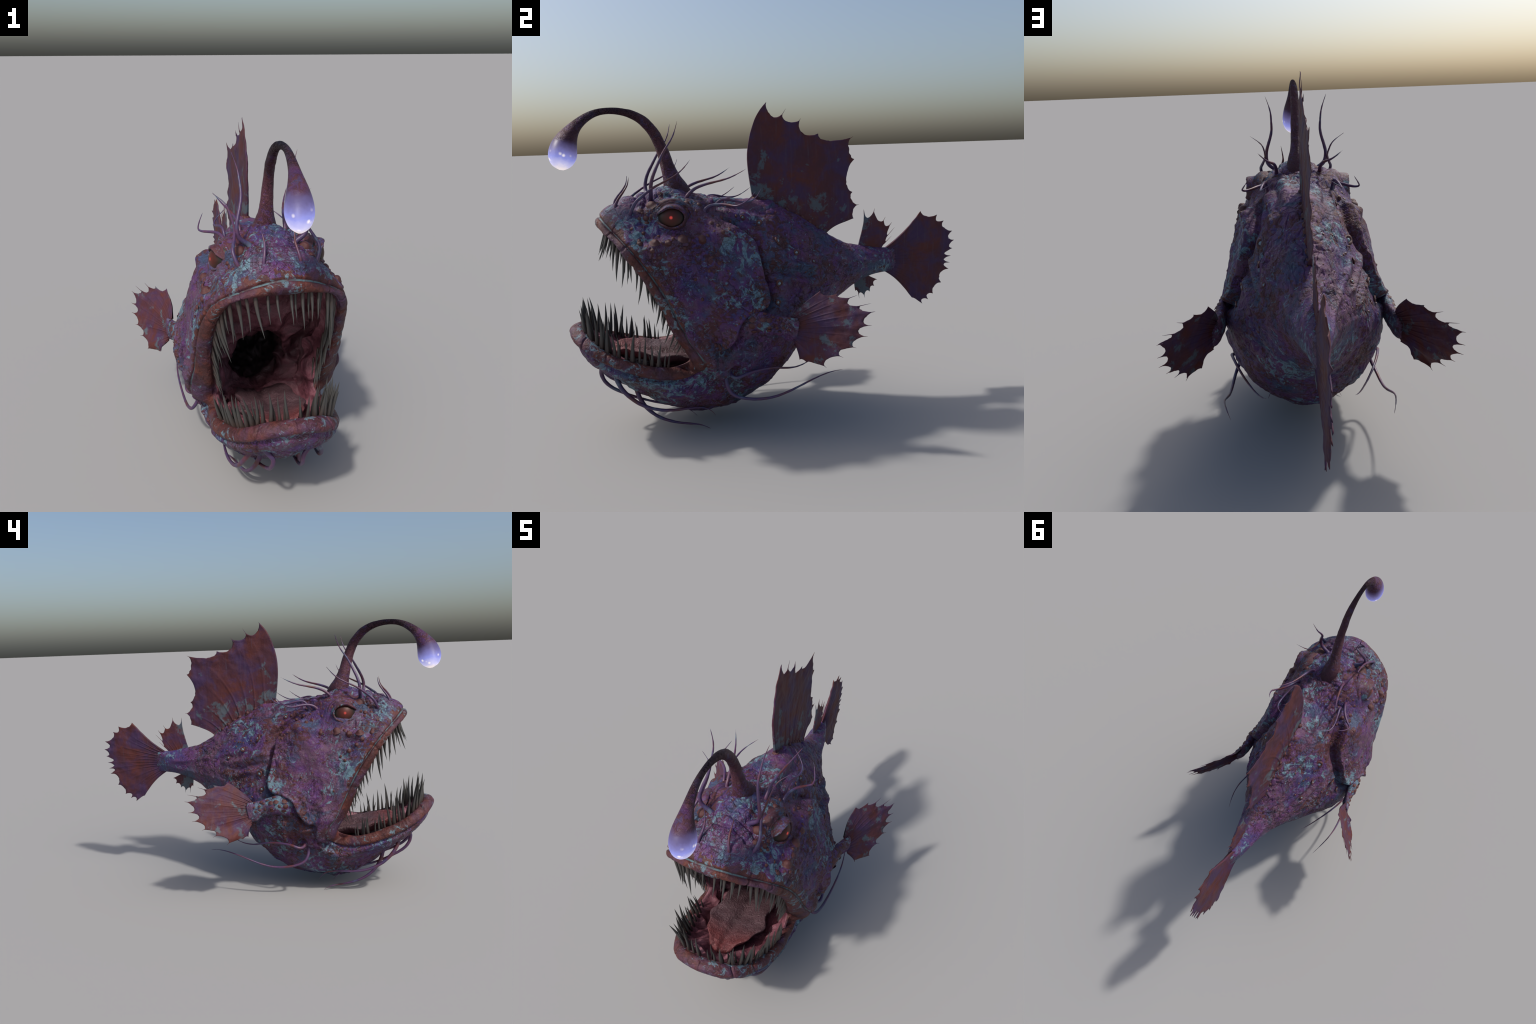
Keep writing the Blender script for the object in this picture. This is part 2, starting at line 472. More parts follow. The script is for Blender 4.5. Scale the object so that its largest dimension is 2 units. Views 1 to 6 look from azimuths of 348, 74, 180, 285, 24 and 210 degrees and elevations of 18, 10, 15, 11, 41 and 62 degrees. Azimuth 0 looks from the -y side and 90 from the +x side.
# ------------------------------------------------------------------ body surface
# rings run from the lips back to the tail; each is half a ring of nine points from the
# dorsal midline (x = 0) over the side to the ventral midline (x = 0): (x, y, z)
RINGS_OUT = [
    # inner edge of the lips
    [(0, -.800, .946), (.150, -.785, .936), (.238, -.712, .838), (.256, -.580, .600), (.232, -.475, .372), (.236, -.600, .345), (.189, -.802, .414), (.112, -.912, .494), (0, -.936, .512)],
    # front of the upper lip roll, crest of the lower lip
    [(0, -.826, .974), (.163, -.788, .942), (.264, -.707, .848), (.292, -.578, .620), (.285, -.455, .352), (.254, -.620, .330), (.210, -.818, .400), (.131, -.936, .466), (0, -.976, .500)],
    # groove behind the roll
    [(0, -.818, 1.006), (.164, -.772, .957), (.268, -.692, .866), (.308, -.556, .632), (.308, -.418, .354), (.260, -.612, .298), (.215, -.812, .364), (.131, -.930, .432), (0, -.970, .463)],
    # back of the second roll, foot of the lower lip
    [(0, -.752, 1.052), (.160, -.728, .998), (.268, -.645, .866), (.318, -.508, .630), (.318, -.378, .354), (.255, -.585, .262), (.200, -.785, .312), (.118, -.898, .372), (0, -.935, .392)],
    # face
    [(0, -.660, 1.083), (.138, -.650, 1.022), (.258, -.578, .878), (.326, -.420, .635), (.330, -.330, .400), (.238, -.500, .205), (.155, -.715, .252), (.085, -.835, .307), (0, -.866, .308)],
    [(0, -.525, 1.105), (.120, -.505, 1.055), (.258, -.465, .885), (.326, -.325, .640), (.326, -.268, .425), (.224, -.410, .180), (.140, -.595, .155), (.072, -.695, .186), (0, -.720, .187)],
    [(0, -.335, 1.070), (.105, -.330, 1.035), (.250, -.310, .885), (.312, -.205, .655), (.322, -.165, .455), (.224, -.290, .165), (.132, -.435, .098), (.066, -.520, .078), (0, -.535, .073)],
    [(0, -.100, 1.045), (.088, -.108, 1.000), (.190, -.110, .865), (.262, -.075, .660), (.290, -.050, .470), (.228, -.140, .232), (.136, -.240, .115), (.070, -.292, .062), (0, -.310, .043)],
    [(0, .060, .985), (.074, .060, .930), (.152, .060, .820), (.216, .060, .670), (.238, .045, .510), (.194, -.003, .320), (.116, -.062, .200), (.060, -.093, .140), (0, -.110, .128)],
    [(0, .200, .905), (.058, .200, .860), (.112, .200, .780), (.152, .200, .680), (.160, .190, .570), (.132, .155, .450), (.084, .115, .370), (.043, .092, .330), (0, .085, .322)],
    [(0, .330, .817), (.040, .330, .790), (.073, .328, .745), (.098, .322, .690), (.102, .312, .630), (.086, .290, .560), (.057, .275, .512), (.030, .268, .485), (0, .265, .478)],
    [(0, .450, .780), (.026, .450, .765), (.046, .448, .740), (.058, .445, .708), (.060, .442, .678), (.053, .438, .642), (.037, .434, .615), (.019, .431, .598), (0, .430, .592)],
    [(0, .610, .756), (.014, .610, .748), (.024, .610, .732), (.024, .610, .712), (.025, .610, .692), (.023, .609, .670), (.017, .608, .648), (.010, .608, .634), (0, .608, .630)],
    [(0, .655, .758), (.002, .655, .750), (.003, .655, .732), (.004, .655, .712), (.004, .655, .692), (.004, .655, .670), (.003, .655, .648), (.002, .655, .634), (0, .655, .628)],
]
RINGS_IN = [
    # gum line, cavity, gullet (front to back)
    [(0, -.755, .952), (.140, -.735, .938), (.212, -.660, .832), (.232, -.530, .600), (.200, -.440, .375), (.200, -.590, .325), (.160, -.780, .385), (.092, -.880, .460), (0, -.903, .477)],
    [(0, -.640, .965), (.145, -.620, .940), (.225, -.560, .830), (.246, -.440, .610), (.215, -.370, .395), (.180, -.535, .290), (.135, -.700, .325), (.075, -.800, .385), (0, -.830, .392)],
    [(0, -.500, .930), (.130, -.480, .890), (.210, -.410, .780), (.240, -.310, .610), (.222, -.270, .440), (.180, -.380, .290), (.130, -.530, .272), (.070, -.640, .290), (0, -.670, .295)],
    [(0, -.350, .630), (.078, -.345, .612), (.128, -.328, .560), (.152, -.300, .490), (.146, -.280, .420), (.120, -.285, .355), (.085, -.315, .302), (.045, -.345, .280), (0, -.355, .274)],
    [(0, -.230, .540), (.060, -.225, .530), (.100, -.215, .495), (.120, -.200, .435), (.118, -.190, .380), (.100, -.190, .335), (.070, -.200, .302), (.035, -.210, .286), (0, -.215, .282)],
    [(0, .020, .560), (.040, .020, .552), (.066, .020, .530), (.078, .020, .490), (.075, .018, .450), (.062, .015, .415), (.043, .012, .392), (.022, .010, .380), (0, .010, .376)],
    [(0, .080, .480), (.003, .080, .479), (.005, .080, .477), (.005, .080, .474), (.005, .080, .471), (.005, .080, .468), (.004, .080, .466), (.002, .080, .464), (0, .080, .463)],
]
RINGS = [np.array(r, float) for r in RINGS_IN[::-1] + RINGS_OUT]
N_IN = len(RINGS_IN)
COLS = 672
MIRROR_ROW = np.array([np.concatenate([r, (r * (-1, 1, 1))[-2:0:-1]]) for r in RINGS])      # K x 16 x 3
HALF_TH = np.array([0, 1, 2, 3, 3.5, 4, 4.5, 5, 6, 7, 8])                                     # finer round the mouth corner
ROUND_TH = np.concatenate([HALF_TH, 16 - HALF_TH[-2::-1]])
CORNER = {N_IN: ((.244, -.530, .475), (.232, -.535, .343)),
          N_IN + 1: ((.290, -.510, .475), (.254, -.515, .318)),
          N_IN + 2: ((.318, -.486, .475), (.262, -.505, .292)),
          N_IN + 3: ((.330, -.440, .475), (.256, -.475, .262))}
NET = []
for k, ring in enumerate(MIRROR_ROW):
    closed = np.concatenate([ring, ring[:1]])
    r = spline(np.arange(17.0), closed, ROUND_TH[:-1], periodic=True)
    if k in CORNER:
        for t, p in zip((4, 6), CORNER[k]):
            r[t] = p
            r[len(r) - t] = np.array(p) * (-1, 1, 1)
    NET.append(r)
NET = np.array(NET)
LIP = N_IN                                                                            # index of the lip edge ring

chord = np.linalg.norm(np.diff(NET, axis=0), axis=2).mean(1)
KNOT = np.concatenate([[0], np.cumsum(chord)])
KNOT = KNOT - KNOT[LIP]
K_LIP = [KNOT[LIP + k] for k in range(4)]       # 0 .. back of second roll
K_END, K_THROAT = KNOT[-1], KNOT[0]


def body_at(s, th):
    """points of the plain body: s along (lip edge = 0, inside negative), th 0..16 around (0 dorsal, 4 mouth corner, 8 ventral)"""
    rings = spline(KNOT, NET, np.atleast_1d(s))
    rings = np.swapaxes(rings, 0, 1)
    closed = np.concatenate([rings, rings[:1]])
    out = spline(ROUND_TH, closed, np.atleast_1d(th), periodic=True)
    return np.swapaxes(out, 0, 1)                              # len(s) x len(th) x 3


S = np.concatenate([
    np.linspace(K_THROAT, -0.20, 90, endpoint=False),
    np.linspace(-0.20, 0.0, 70, endpoint=False),
    np.linspace(0.0, K_LIP[3] + 0.02, 80, endpoint=False),
    np.linspace(K_LIP[3] + 0.02, KNOT[LIP + 8], 290, endpoint=False),
    np.linspace(KNOT[LIP + 8], K_END, 150)])
TH = np.arange(COLS) * 16.0 / COLS
P0 = body_at(S, TH)
ROWS = len(S)


def grid_normals(P):
    du = np.gradient(P, axis=0)
    dv = (np.roll(P, -1, 1) - np.roll(P, 1, 1)) * 0.5
    n = np.cross(dv, du)
    n /= np.linalg.norm(n, axis=2)[..., None] + 1e-12
    return n


N0 = grid_normals(P0)
# the outside must look away from the body axis
if (N0[ROWS - 200, COLS // 4] @ np.array([1.0, 0, 0])) < 0:
    N0, FLIP = -N0, True
else:
    FLIP = False

s_grid = np.repeat(S[:, None], COLS, 1)
th_half = np.minimum(TH, 16 - TH)
th_grid = np.repeat(th_half[None, :], ROWS, 0)
q = P0.reshape(-1, 3)
sv, tv = s_grid.ravel(), th_grid.ravel()
yz = q[:, 1:]
outer = sv > 0
skin = smooth(sv, K_LIP[3] - 0.01, K_LIP[3] + 0.03)            # plain hide only, not on the lips
side = smooth(np.abs(q[:, 0]), 0.015, 0.06)
disp = np.zeros(len(q))

# --- lips: two rolls above, one roll below
upper = 1 - smooth(tv, 4.0, 4.5)
lower = 1 - upper
a, b, c, d = K_LIP
thick = 0.55 + 0.45 * np.clip(1 - np.abs(tv - 0) / 4.5, 0, 1)


def hump(x, c0, w):
    t = np.clip(1 - ((x - c0) / w) ** 2, 0, 1)
    return np.sqrt(t)


lipn = (1 + 0.6 * noise(q * 9 + 21)) * (1 - 0.5 * smooth(tv, 2.8, 4.2) * upper)
disp += upper * 0.0035 * hump(sv, 0.45 * c, 0.62 * c) * lipn
disp += upper * (0.004 + 0.003 * thick) * hump(sv, (c + d) * 0.5 + 0.004, (d - c) * 0.5) * lipn
disp -= upper * 0.008 * np.exp(-((sv - c) / 0.006) ** 2)
disp += lower * 0.0050 * hump(sv, 0.46 * c, 0.56 * c) * lipn
disp -= lower * 0.014 * np.exp(-((sv - c * 1.10) / 0.014) ** 2)
disp -= outer * 0.022 * np.exp(-((tv - 4.30) / 0.13) ** 2) * (1 - smooth(sv, d, d + 0.10))
disp += outer * 0.012 * np.exp(-((tv - 3.88) / 0.20) ** 2) * smooth(sv, 0, c) * (1 - smooth(sv, d, d + 0.05))
disp += (1 - skin) * outer * 0.006 * noise(np.stack([tv * 1.7, sv * 9, np.sign(q[:, 0]) * 3.3], 1))
disp += upper * outer * (0.018 * np.exp(-((tv - 3.58) / 0.13) ** 2) - 0.009 * np.exp(-((tv - 3.30) / 0.10) ** 2)) * smooth(sv, b, d) * (1 - smooth(sv, d, d + 0.05))
# creases across the lips
for t0, w0, d0 in ((1.05, .02, .005), (1.75, .02, .004), (2.15, .025, .005), (6.9, .03, .006), (.35, .015, .003), (6.1, .02, .004), (3.0, .02, .004)):
    disp -= d0 * np.exp(-((tv - t0) / w0) ** 2) * outer * (1 - skin)


def stroke(points, width, height, soft=1.0, ends=0.12):
    """a raised (or sunken) cord on both flanks, drawn in side view (y, z)"""
    global disp
    d2, al = seg_distance(yz, path(np.array(points, float), 24))
    prof = np.exp(-(d2 / width) ** 2 * soft)
    fade = smooth(al, 0, ends) * (1 - smooth(al, 1 - ends, 1))
    disp += height * prof * fade * skin * side


def bulge(x, y, z, r, h, power=2.0):
    global disp
    p = q.copy()
    p[:, 0] = np.abs(p[:, 0])
    d2 = np.linalg.norm(p - (x, y, z), axis=1) / r
    disp += h * np.exp(-d2 ** power) * skin


# --- gill cover: a flap raised over the flank, ending in a free edge
GILL_EDGE = path([(-.310, .985), (-.262, .952), (-.205, .915), (-.158, .872), (-.141, .82), (-.135, .77), (-.123, .70), (-.114, .645), (-.120, .606), (-.160, .577), (-.235, .557), (-.273, .512), (-.303, .458), (-.348, .424), (-.388, .450)], 80)
GILL_AREA = np.concatenate([GILL_EDGE, [(-.44, .52), (-.48, .70), (-.46, .86), (-.40, .93)]])
gd, gal = seg_distance(yz, GILL_EDGE)
gin = inside(yz, GILL_AREA) & outer
sd = np.where(gin, gd, -gd)                                     # > 0 on the flap
fadeg = smooth(gal, 0.0, 0.10) * (1 - smooth(gal, 0.88, 1.0))
step = smooth(sd, -0.006, 0.013)
roll = 0.007 * np.exp(-((sd - 0.016) / 0.012) ** 2) * (1 + 0.9 * fbm(q * 26, 2))
disp += step * (0.020 * np.exp(-(np.maximum(sd, 0) / 0.10) ** 2) + roll) * fadeg * skin * side
disp -= 0.024 * np.exp(-((sd + 0.012) / 0.014) ** 2) * fadeg * skin * side
disp -= 0.010 * np.exp(-(np.minimum(sd, 0) / 0.06) ** 2) * (sd < 0) * fadeg * skin * side

# --- folds
stroke([(-.20, .885), (-.27, .915), (-.33, .925), (-.40, .93)], .016, .010)
stroke([(-.70, .86), (-.62, .885), (-.52, .905), (-.42, .905), (-.33, .91), (-.24, .895)], .016, .014)
stroke([(-.62, .86), (-.55, .86), (-.46, .85), (-.40, .84)], .013, -.006)
stroke([(-.545, .80), (-.52, .825), (-.485, .82), (-.43, .79)], .012, .008)
stroke([(-.52, .76), (-.55, .72), (-.545, .68)], .016, .006)
stroke([(-.12, .79), (-.02, .765), (.08, .735), (.2, .715)], .014, .015)
stroke([(-.12, .745), (-.03, .725), (.06, .70), (.16, .68)], .012, -.012)
stroke([(-.12, .70), (-.02, .69), (.07, .665), (.16, .64)], .013, .012)
stroke([(.0, .82), (.12, .78), (.25, .745), (.40, .715), (.58, .70)], .013, .010)
stroke([(.1, .60), (.22, .625), (.36, .645), (.58, .665)], .012, .004)
stroke([(-.33, 1.00), (-.22, .995), (-.12, .965), (-.02, .92)], .014, .008)
stroke([(-.30, .985), (-.2, .97), (-.1, .935)], .009, -.006)
stroke([(-.36, 1.035), (-.27, 1.045), (-.17, 1.03), (-.07, 1.0)], .013, .008)
stroke([(-.69, .975), (-.62, .955), (-.57, .945)], .014, .008)
stroke([(-.66, 1.04), (-.60, 1.02), (-.585, .99)], .012, .006)
# shoulder and throat
stroke([(-.31, .36), (-.285, .44), (-.255, .50), (-.20, .525), (-.12, .52)], .034, .022)
stroke([(-.22, .45), (-.20, .38), (-.215, .31), (-.27, .285)], .034, .020)
stroke([(-.30, .33), (-.275, .285), (-.24, .275)], .018, -.022)
stroke([(-.39, .33), (-.34, .30), (-.28, .315)], .016, .012)
stroke([(-.43, .30), (-.37, .255), (-.33, .25)], .010, -.010)
stroke([(-.45, .255), (-.39, .22), (-.34, .21)], .010, -.008)
stroke([(-.37, .42), (-.355, .36), (-.33, .33)], .015, -.012)
stroke([(-.425, .52), (-.40, .44), (-.375, .38)], .022, .010)
# brow, eye mound, lure root, nape
bulge(.165, -.497, 1.010, .088, .026, 4.0)
bulge(.150, -.570, 1.035, .040, .016)
bulge(.120, -.600, 1.050, .035, .010)
bulge(.130, -.400, 1.030, .045, .012)
bulge(.0, -.490, 1.100, .090, .022)
bulge(.09, -.76, 1.00, .05, .006)
bulge(.26, -.60, .86, .03, .012)
def top_stroke(points, width, height):
    """cord on the top of the head, drawn from above (|x|, y)"""
    global disp
    xy = np.stack([np.abs(q[:, 0]), q[:, 1]], 1)
    d2, al = seg_distance(xy, path(np.array(points, float), 20))
    disp += height * np.exp(-(d2 / width) ** 2) * skin * smooth(q[:, 2], .93, .99)


top_stroke([(0, -.600), (.05, -.607), (.10, -.615), (.13, -.63)], .007, -.010)
top_stroke([(0, -.655), (.04, -.648), (.08, -.655), (.11, -.672)], .007, -.009)
top_stroke([(0, -.628), (.05, -.632), (.09, -.64)], .016, .007)
top_stroke([(.035, -.70), (.045, -.64), (.06, -.58), (.07, -.52)], .012, .007)
top_stroke([(.085, -.72), (.095, -.66), (.10, -.62)], .012, .008)
top_stroke([(.12, -.70), (.14, -.655), (.155, -.61)], .015, .010)
top_stroke([(.10, -.48), (.115, -.43), (.115, -.38), (.10, -.34)], .016, .010)
top_stroke([(.06, -.42), (.07, -.34), (.06, -.25), (.055, -.15)], .014, .009)
top_stroke([(.095, -.36), (.10, -.27), (.095, -.18), (.085, -.10)], .010, -.008)
top_stroke([(.0, -.40), (.04, -.395), (.08, -.40)], .008, -.007)
top_stroke([(.0, -.27), (.04, -.255), (.08, -.265)], .008, -.005)
for _ in range(30):
    bulge(random.uniform(.0, .17), random.uniform(-.74, -.54), random.uniform(1.0, 1.1), random.uniform(.010, .024), random.uniform(-.008, .010))
for _ in range(26):
    y0 = random.uniform(-.40, .05)
    bulge(random.uniform(0, .10), y0, 1.05 - max(0, y0 + .1) * .5, random.uniform(.02, .045), random.uniform(-.004, .008))

# --- hide texture
wq = q + 0.03 * np.stack([noise(q * 9 + 3), noise(q * 9 + 31), noise(q * 9 + 57)], 1)
disp += skin * 0.020 * fbm(q * 5.5, 3) * smooth(K_END - sv, 0.05, 0.5)
ridge = 1 - np.abs(fbm(wq * 13 + 5, 3)) * 2.4
amp = smooth(K_END - sv, 0.0, 0.5) * (0.4 + 0.6 * smooth(noise(q * 4 + 9), -.3, .35))
disp += skin * amp * 0.0068 * (np.clip(ridge, -1, 1) - 0.4)
cr = np.abs(noise(wq * np.array([30, 24, 30]) + 40))
disp -= skin * amp * 0.0045 * np.exp(-(cr / 0.055) ** 2)
disp += skin * 0.0012 * noise(wq * 60) * amp
belly = smooth(0.35 - q[:, 2], 0, 0.15) * skin
disp += belly * 0.003 * noise(wq * np.array([60, 18, 60]) + 80)
disp += (1 - skin) * outer * 0.004 * fbm(q * 16, 3)
# flesh inside the mouth: thick folds
inn = smooth(-sv, 0.03, 0.15)
wf = q + 0.06 * np.stack([noise(q * 6 + 13), noise(q * 6 + 131), noise(q * 6 + 157)], 1)
floor = 1 - 0.7 * smooth(0.44 - q[:, 2], 0, .08) * smooth(0.19 - np.abs(q[:, 0]), 0, 0.05)
disp -= inn * floor * 0.026 * fbm(wf * 8, 3)
disp += inn * floor * 0.028 * np.exp(-(np.abs(noise(wf * np.array([5, 8, 6]) + 70)) / 0.08) ** 2)
disp += smooth(q[:, 1], -.40, -.22) * inn * 0.045 * fbm(wf * 7 + 9, 3)
disp -= inn * 0.004 * noise(wf * 34)
for cx, cy, cz, cr, ch in ((.222, -.43, .43, .060, .034), (.225, -.37, .53, .050, .026), (.20, -.33, .36, .050, .024)):
    e = np.linalg.norm(np.stack([np.abs(q[:, 0]), q[:, 1], q[:, 2]], 1) - (cx, cy, cz), axis=1)
    disp += (sv < -0.01) * ch * np.exp(-(e / cr) ** 4)

P1 = P0 + N0 * disp.reshape(ROWS, COLS)[..., None]
N1 = grid_normals(P1) * (-1 if FLIP else 1)

# ------------------------------------------------------------------ build
ROOT = bpy.data.objects.new("anglerfish", None)
ROOT.empty_display_size = 0.2
link(ROOT)
ROOT["label"] = "purple deep sea anglerfish with gaping toothy mouth and glowing lure"
ROOT["category"] = "fish"

MAT_SKIN = MAT_HEAD = MAT_BODY = MAT_JAW = skin_material("fish_hide")
MAT_ARM = skin_material("arm_skin", 0.0, 0.25, 1.2)
MAT_LIP = lip_material()
MAT_WART = wart_material()
MAT_FIN = fin_material("fin_membrane", 0.5, True, 1.6)
MAT_PECT = fin_material("pectoral_membrane", 0.70, False, 2.2)
MAT_TAIL = fin_material("tail_membrane", 0.2, False, 1.8)
MAT_BARB = barbel_material()
N = Nodes("seam_skin")
MAT_SEAM = N.finish(N.mix(N.ramp(N.noise(28, 5, 0.65, 0.5), (0.40, 0.0), (0.56, 1.0)), (0.050, 0.018, 0.024), (0.070, 0.120, 0.140)), 0.6)
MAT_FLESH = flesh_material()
MAT_TONGUE = tongue_material()
MAT_TOOTH = tooth_material()
MAT_EYE = eye_material()

# region of every quad
faces = grid_faces(ROWS, COLS, True)
if FLIP is False:
    faces = faces[:, ::-1]
V = P1.reshape(-1, 3)
fn = np.cross(V[faces[:, 1]] - V[faces[:, 0]], V[faces[:, 3]] - V[faces[:, 0]])
if ((fn * N1.reshape(-1, 3)[faces[:, 0]]).sum(1) > 0).mean() < 0.5:
    faces = faces[:, ::-1]
fs = sv[faces].mean(1)
ft = tv[faces].max(1)
fg = gin[faces].mean(1) > 0.5
fy = q[faces][..., 1].mean(1)
up_f = ft <= 4.02
region = np.full(len(faces), 3)                               # torso
region[fs < KNOT[LIP + 6]] = 0                                # head
region[(fs < KNOT[LIP + 6]) & ~up_f] = 1                      # lower jaw
region[fg & (fs > K_LIP[3] + 0.03)] = 2                       # gill cover
region[fs > KNOT[LIP + 10]] = 4                               # tail
rag = noise(q[faces[:, 0]] * 22) + 0.6 * noise(q[faces[:, 0]] * 60)
region[(fs <= K_LIP[2] + (0.42 + 0.75 * rag) * (K_LIP[3] - K_LIP[2])) & up_f] = 5
region[(np.abs(fs - K_LIP[2]) < 0.0035) & (ft < 3.9)] = 8
region[(fs <= K_LIP[2] * (1.0 + 0.14 * rag)) & ~up_f] = 6
region[fs < -0.012] = 7
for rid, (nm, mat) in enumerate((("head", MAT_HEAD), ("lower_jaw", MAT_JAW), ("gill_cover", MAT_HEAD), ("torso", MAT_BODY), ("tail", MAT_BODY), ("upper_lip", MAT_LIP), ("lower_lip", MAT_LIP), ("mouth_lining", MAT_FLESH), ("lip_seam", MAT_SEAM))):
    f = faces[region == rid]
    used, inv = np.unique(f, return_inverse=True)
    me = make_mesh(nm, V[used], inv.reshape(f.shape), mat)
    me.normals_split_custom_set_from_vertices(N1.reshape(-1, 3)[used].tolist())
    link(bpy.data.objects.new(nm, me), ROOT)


# nearest point of the outer hide to a place in side view (right flank, x > 0)
flank = (sv > K_LIP[3]) & (V[:, 0] > 0.0)
FV, FNRM, FYZ = V[flank], N1.reshape(-1, 3)[flank], V[flank][:, 1:]


def on_flank(y, z):
    d2 = ((FYZ - (y, z)) ** 2).sum(1) - 1e-3 * FV[:, 0]
    near = d2 < d2.min() + 4e-4
    k = np.where(near)[0][np.argmin(((FYZ[near] - (y, z)) ** 2).sum(1))]
    return FV[k], FNRM[k]


def on_skin(p):
    k = np.argmin(((FV - np.asarray(p)) ** 2).sum(1))
    return FV[k], FNRM[k]


MIRROR = Matrix.Diagonal((-1, 1, 1, 1))


# ------------------------------------------------------------------ warts
def wart_mesh(name, seed):
    n, m = 9, 14
    v, f = [], []
    for i in range(n):
        a = i / (n - 1) * math.pi * 0.5
        for j in range(m):
            b = j * math.tau / m
            flare = 1 + 0.35 * max(0, (i / (n - 1) - 0.7) / 0.3) ** 2
            v.append((math.sin(a) * math.cos(b) * flare, math.sin(a) * math.sin(b) * flare, math.cos(a) - 0.25))
    v = np.array(v)
    v = v * (1 + 0.12 * noise(v * 1.7 + seed * 9))[:, None]
    f = [tuple(int(k) for k in q4[::-1]) for q4 in grid_faces(n, m, True)]
    return make_mesh(name, v, f, MAT_WART)


WARTS = [wart_mesh("wart", k) for k in range(4)]


def put(mesh, p, nrm, r, h, parent=ROOT, name=None, spin=0.0):
    zq = Vector(nrm).to_track_quat("Z", "Y").to_matrix().to_4x4()
    M = Matrix.Translation(Vector(p)) @ zq @ Matrix.Rotation(spin, 4, "Z") @ Matrix.Diagonal((r, r, h, 1))
    for mm in (M, MIRROR @ M):
        o = bpy.data.objects.new(name or mesh.name.split(".")[0], mesh)
        link(o, parent)
        o.matrix_world = mm
        if mm is not M:
            o.matrix_world = mm
    return o


def wart(y, z, r, h=0.8):
    p, n = on_flank(y, z)
    put(random.choice(WARTS), p, n, r * .8, r * h * .8, spin=random.uniform(0, 6))


# rows of warts: under the eye, along the cheek, round the gill cover
for y, z, r in ((-.456, .922, .008), (-.490, .920, .008), (-.522, .920, .009), (-.551, .903, .011), (-.580, .930, .008), (-.611, .910, .010), (-.617, .875, .012),
                (-.477, .874, .012), (-.424, .842, .009), (-.365, .828, .009), (-.547, .815, .011), (-.443, .745, .009), (-.527, .770, .008), (-.381, .775, .009),
                (-.640, .945, .009), (-.660, .915, .010), (-.585, .850, .010), (-.505, .790, .007), (-.335, .80, .008), (-.300, .77, .008), (-.36, .70, .009), (-.30, .68, .007), (-.42, .66, .008), (-.47, .61, .007)):
    wart(y, z, r)
for y, z, r in ((-.345, .965, .012), (-.315, .955, .011), (-.340, .935, .010), (-.305, .930, .010), (-.370, .920, .010), (-.275, .945, .009), (-.29, .985, .011), (-.33, .995, .009), (-.25, .965, .008), (-.22, .985, .008),
                (-.395, .985, .011), (-.405, 1.02, .010), (-.385, 1.045, .012), (-.62, .985, .011), (-.65, 1.0, .010), (-.635, 1.025, .009), (-.60, 1.01, .011), (-.69, .965, .009)):
    wart(y, z, r)
for k in range(34):
    t = (k + 0.5) / 34
    e = GILL_EDGE[int((0.08 + 0.90 * t) * 79)]
    inward = np.array([-.022, -.004]) * random.uniform(0.9, 2.0)
    if t > 0.55:
        inward = np.array([-.010, .020]) * random.uniform(0.8, 1.6)
    wart(e[0] + inward[0], e[1] + inward[1], random.uniform(.004, .0085), 0.75)
wart(-.165, .888, .014, 0.9)
for y, z, r in ((-.375, .455, .010), (-.372, .480, .009), (-.385, .50, .008), (-.360, .44, .009), (-.395, .53, .007), (-.34, .45, .007)):
    wart(y, z, r)
sv_all, sf_all, off = [], [], 0                               # scattered small ones on the flank and back, joined
for _ in range(60):
    y = random.uniform(-.10, .30)
    z = random.uniform(.55, .95) - .25 * max(0, y)
    p, n = on_flank(y, z)
    r = random.uniform(.003, .006) * .8
    src = WARTS[_ % 4]
    M = Matrix.Translation(Vector(p)) @ Vector(n).to_track_quat("Z", "Y").to_matrix().to_4x4() @ Matrix.Diagonal((r, r, r * .8, 1))
    for mm in (M, MIRROR @ M):
        sv_all += [tuple(mm @ v.co) for v in src.vertices]
        sf_all += [tuple(k + off for k in (pl.vertices if mm is M else reversed(pl.vertices))) for pl in src.polygons]
        off += len(src.vertices)
small = link(bpy.data.objects.new("wart_speckle", make_mesh("wart_speckle", sv_all, sf_all, MAT_WART)), ROOT)
small["kind"] = "stuff"

# big knobs: beside the nostril, on the brow and down the cheek
for px, r, h in (((.128, -.588, 1.04), .026, 1.0), ((.275, -.47, .955), .020, 1.0), ((.262, -.60, .905), .018, 1.0), ((.285, -.40, .91), .016, 0.9), ((.15, -.44, 1.065), .014, .9), ((.205, -.44, 1.06), .014, .9),
                 ((.14, -.64, 1.03), .014, .9), ((.17, -.62, 1.0), .013, .9), ((.24, -.66, .90), .015, .9), ((.27, -.54, .90), .013, .9), ((.175, -.53, 1.075), .012, .9), ((.20, -.50, 1.085), .010, .9)):
    p, n = on_skin(px)
    put(random.choice(WARTS), p, n, r, r * h, spin=random.uniform(0, 6))

# ------------------------------------------------------------------ lateral pores: red collar round a pale bead
def torus_mesh(name, mat, R=1.0, r=0.42, n=22, m=10):
    v = []
    for i in range(n):
        a = i * math.tau / n
        rr = r * (1 + 0.2 * math.sin(3 * a + 1))
        for j in range(m):
            b = j * math.tau / m
            v.append(((R + rr * math.cos(b)) * math.cos(a), (R + rr * math.cos(b)) * math.sin(a), rr * math.sin(b) * 0.9))
    f = []
    for i in range(n):
        for j in range(m):
            f.append((i * m + j, ((i + 1) % n) * m + j, ((i + 1) % n) * m + (j + 1) % m, i * m + (j + 1) % m))
    return make_mesh(name, v, f, mat)


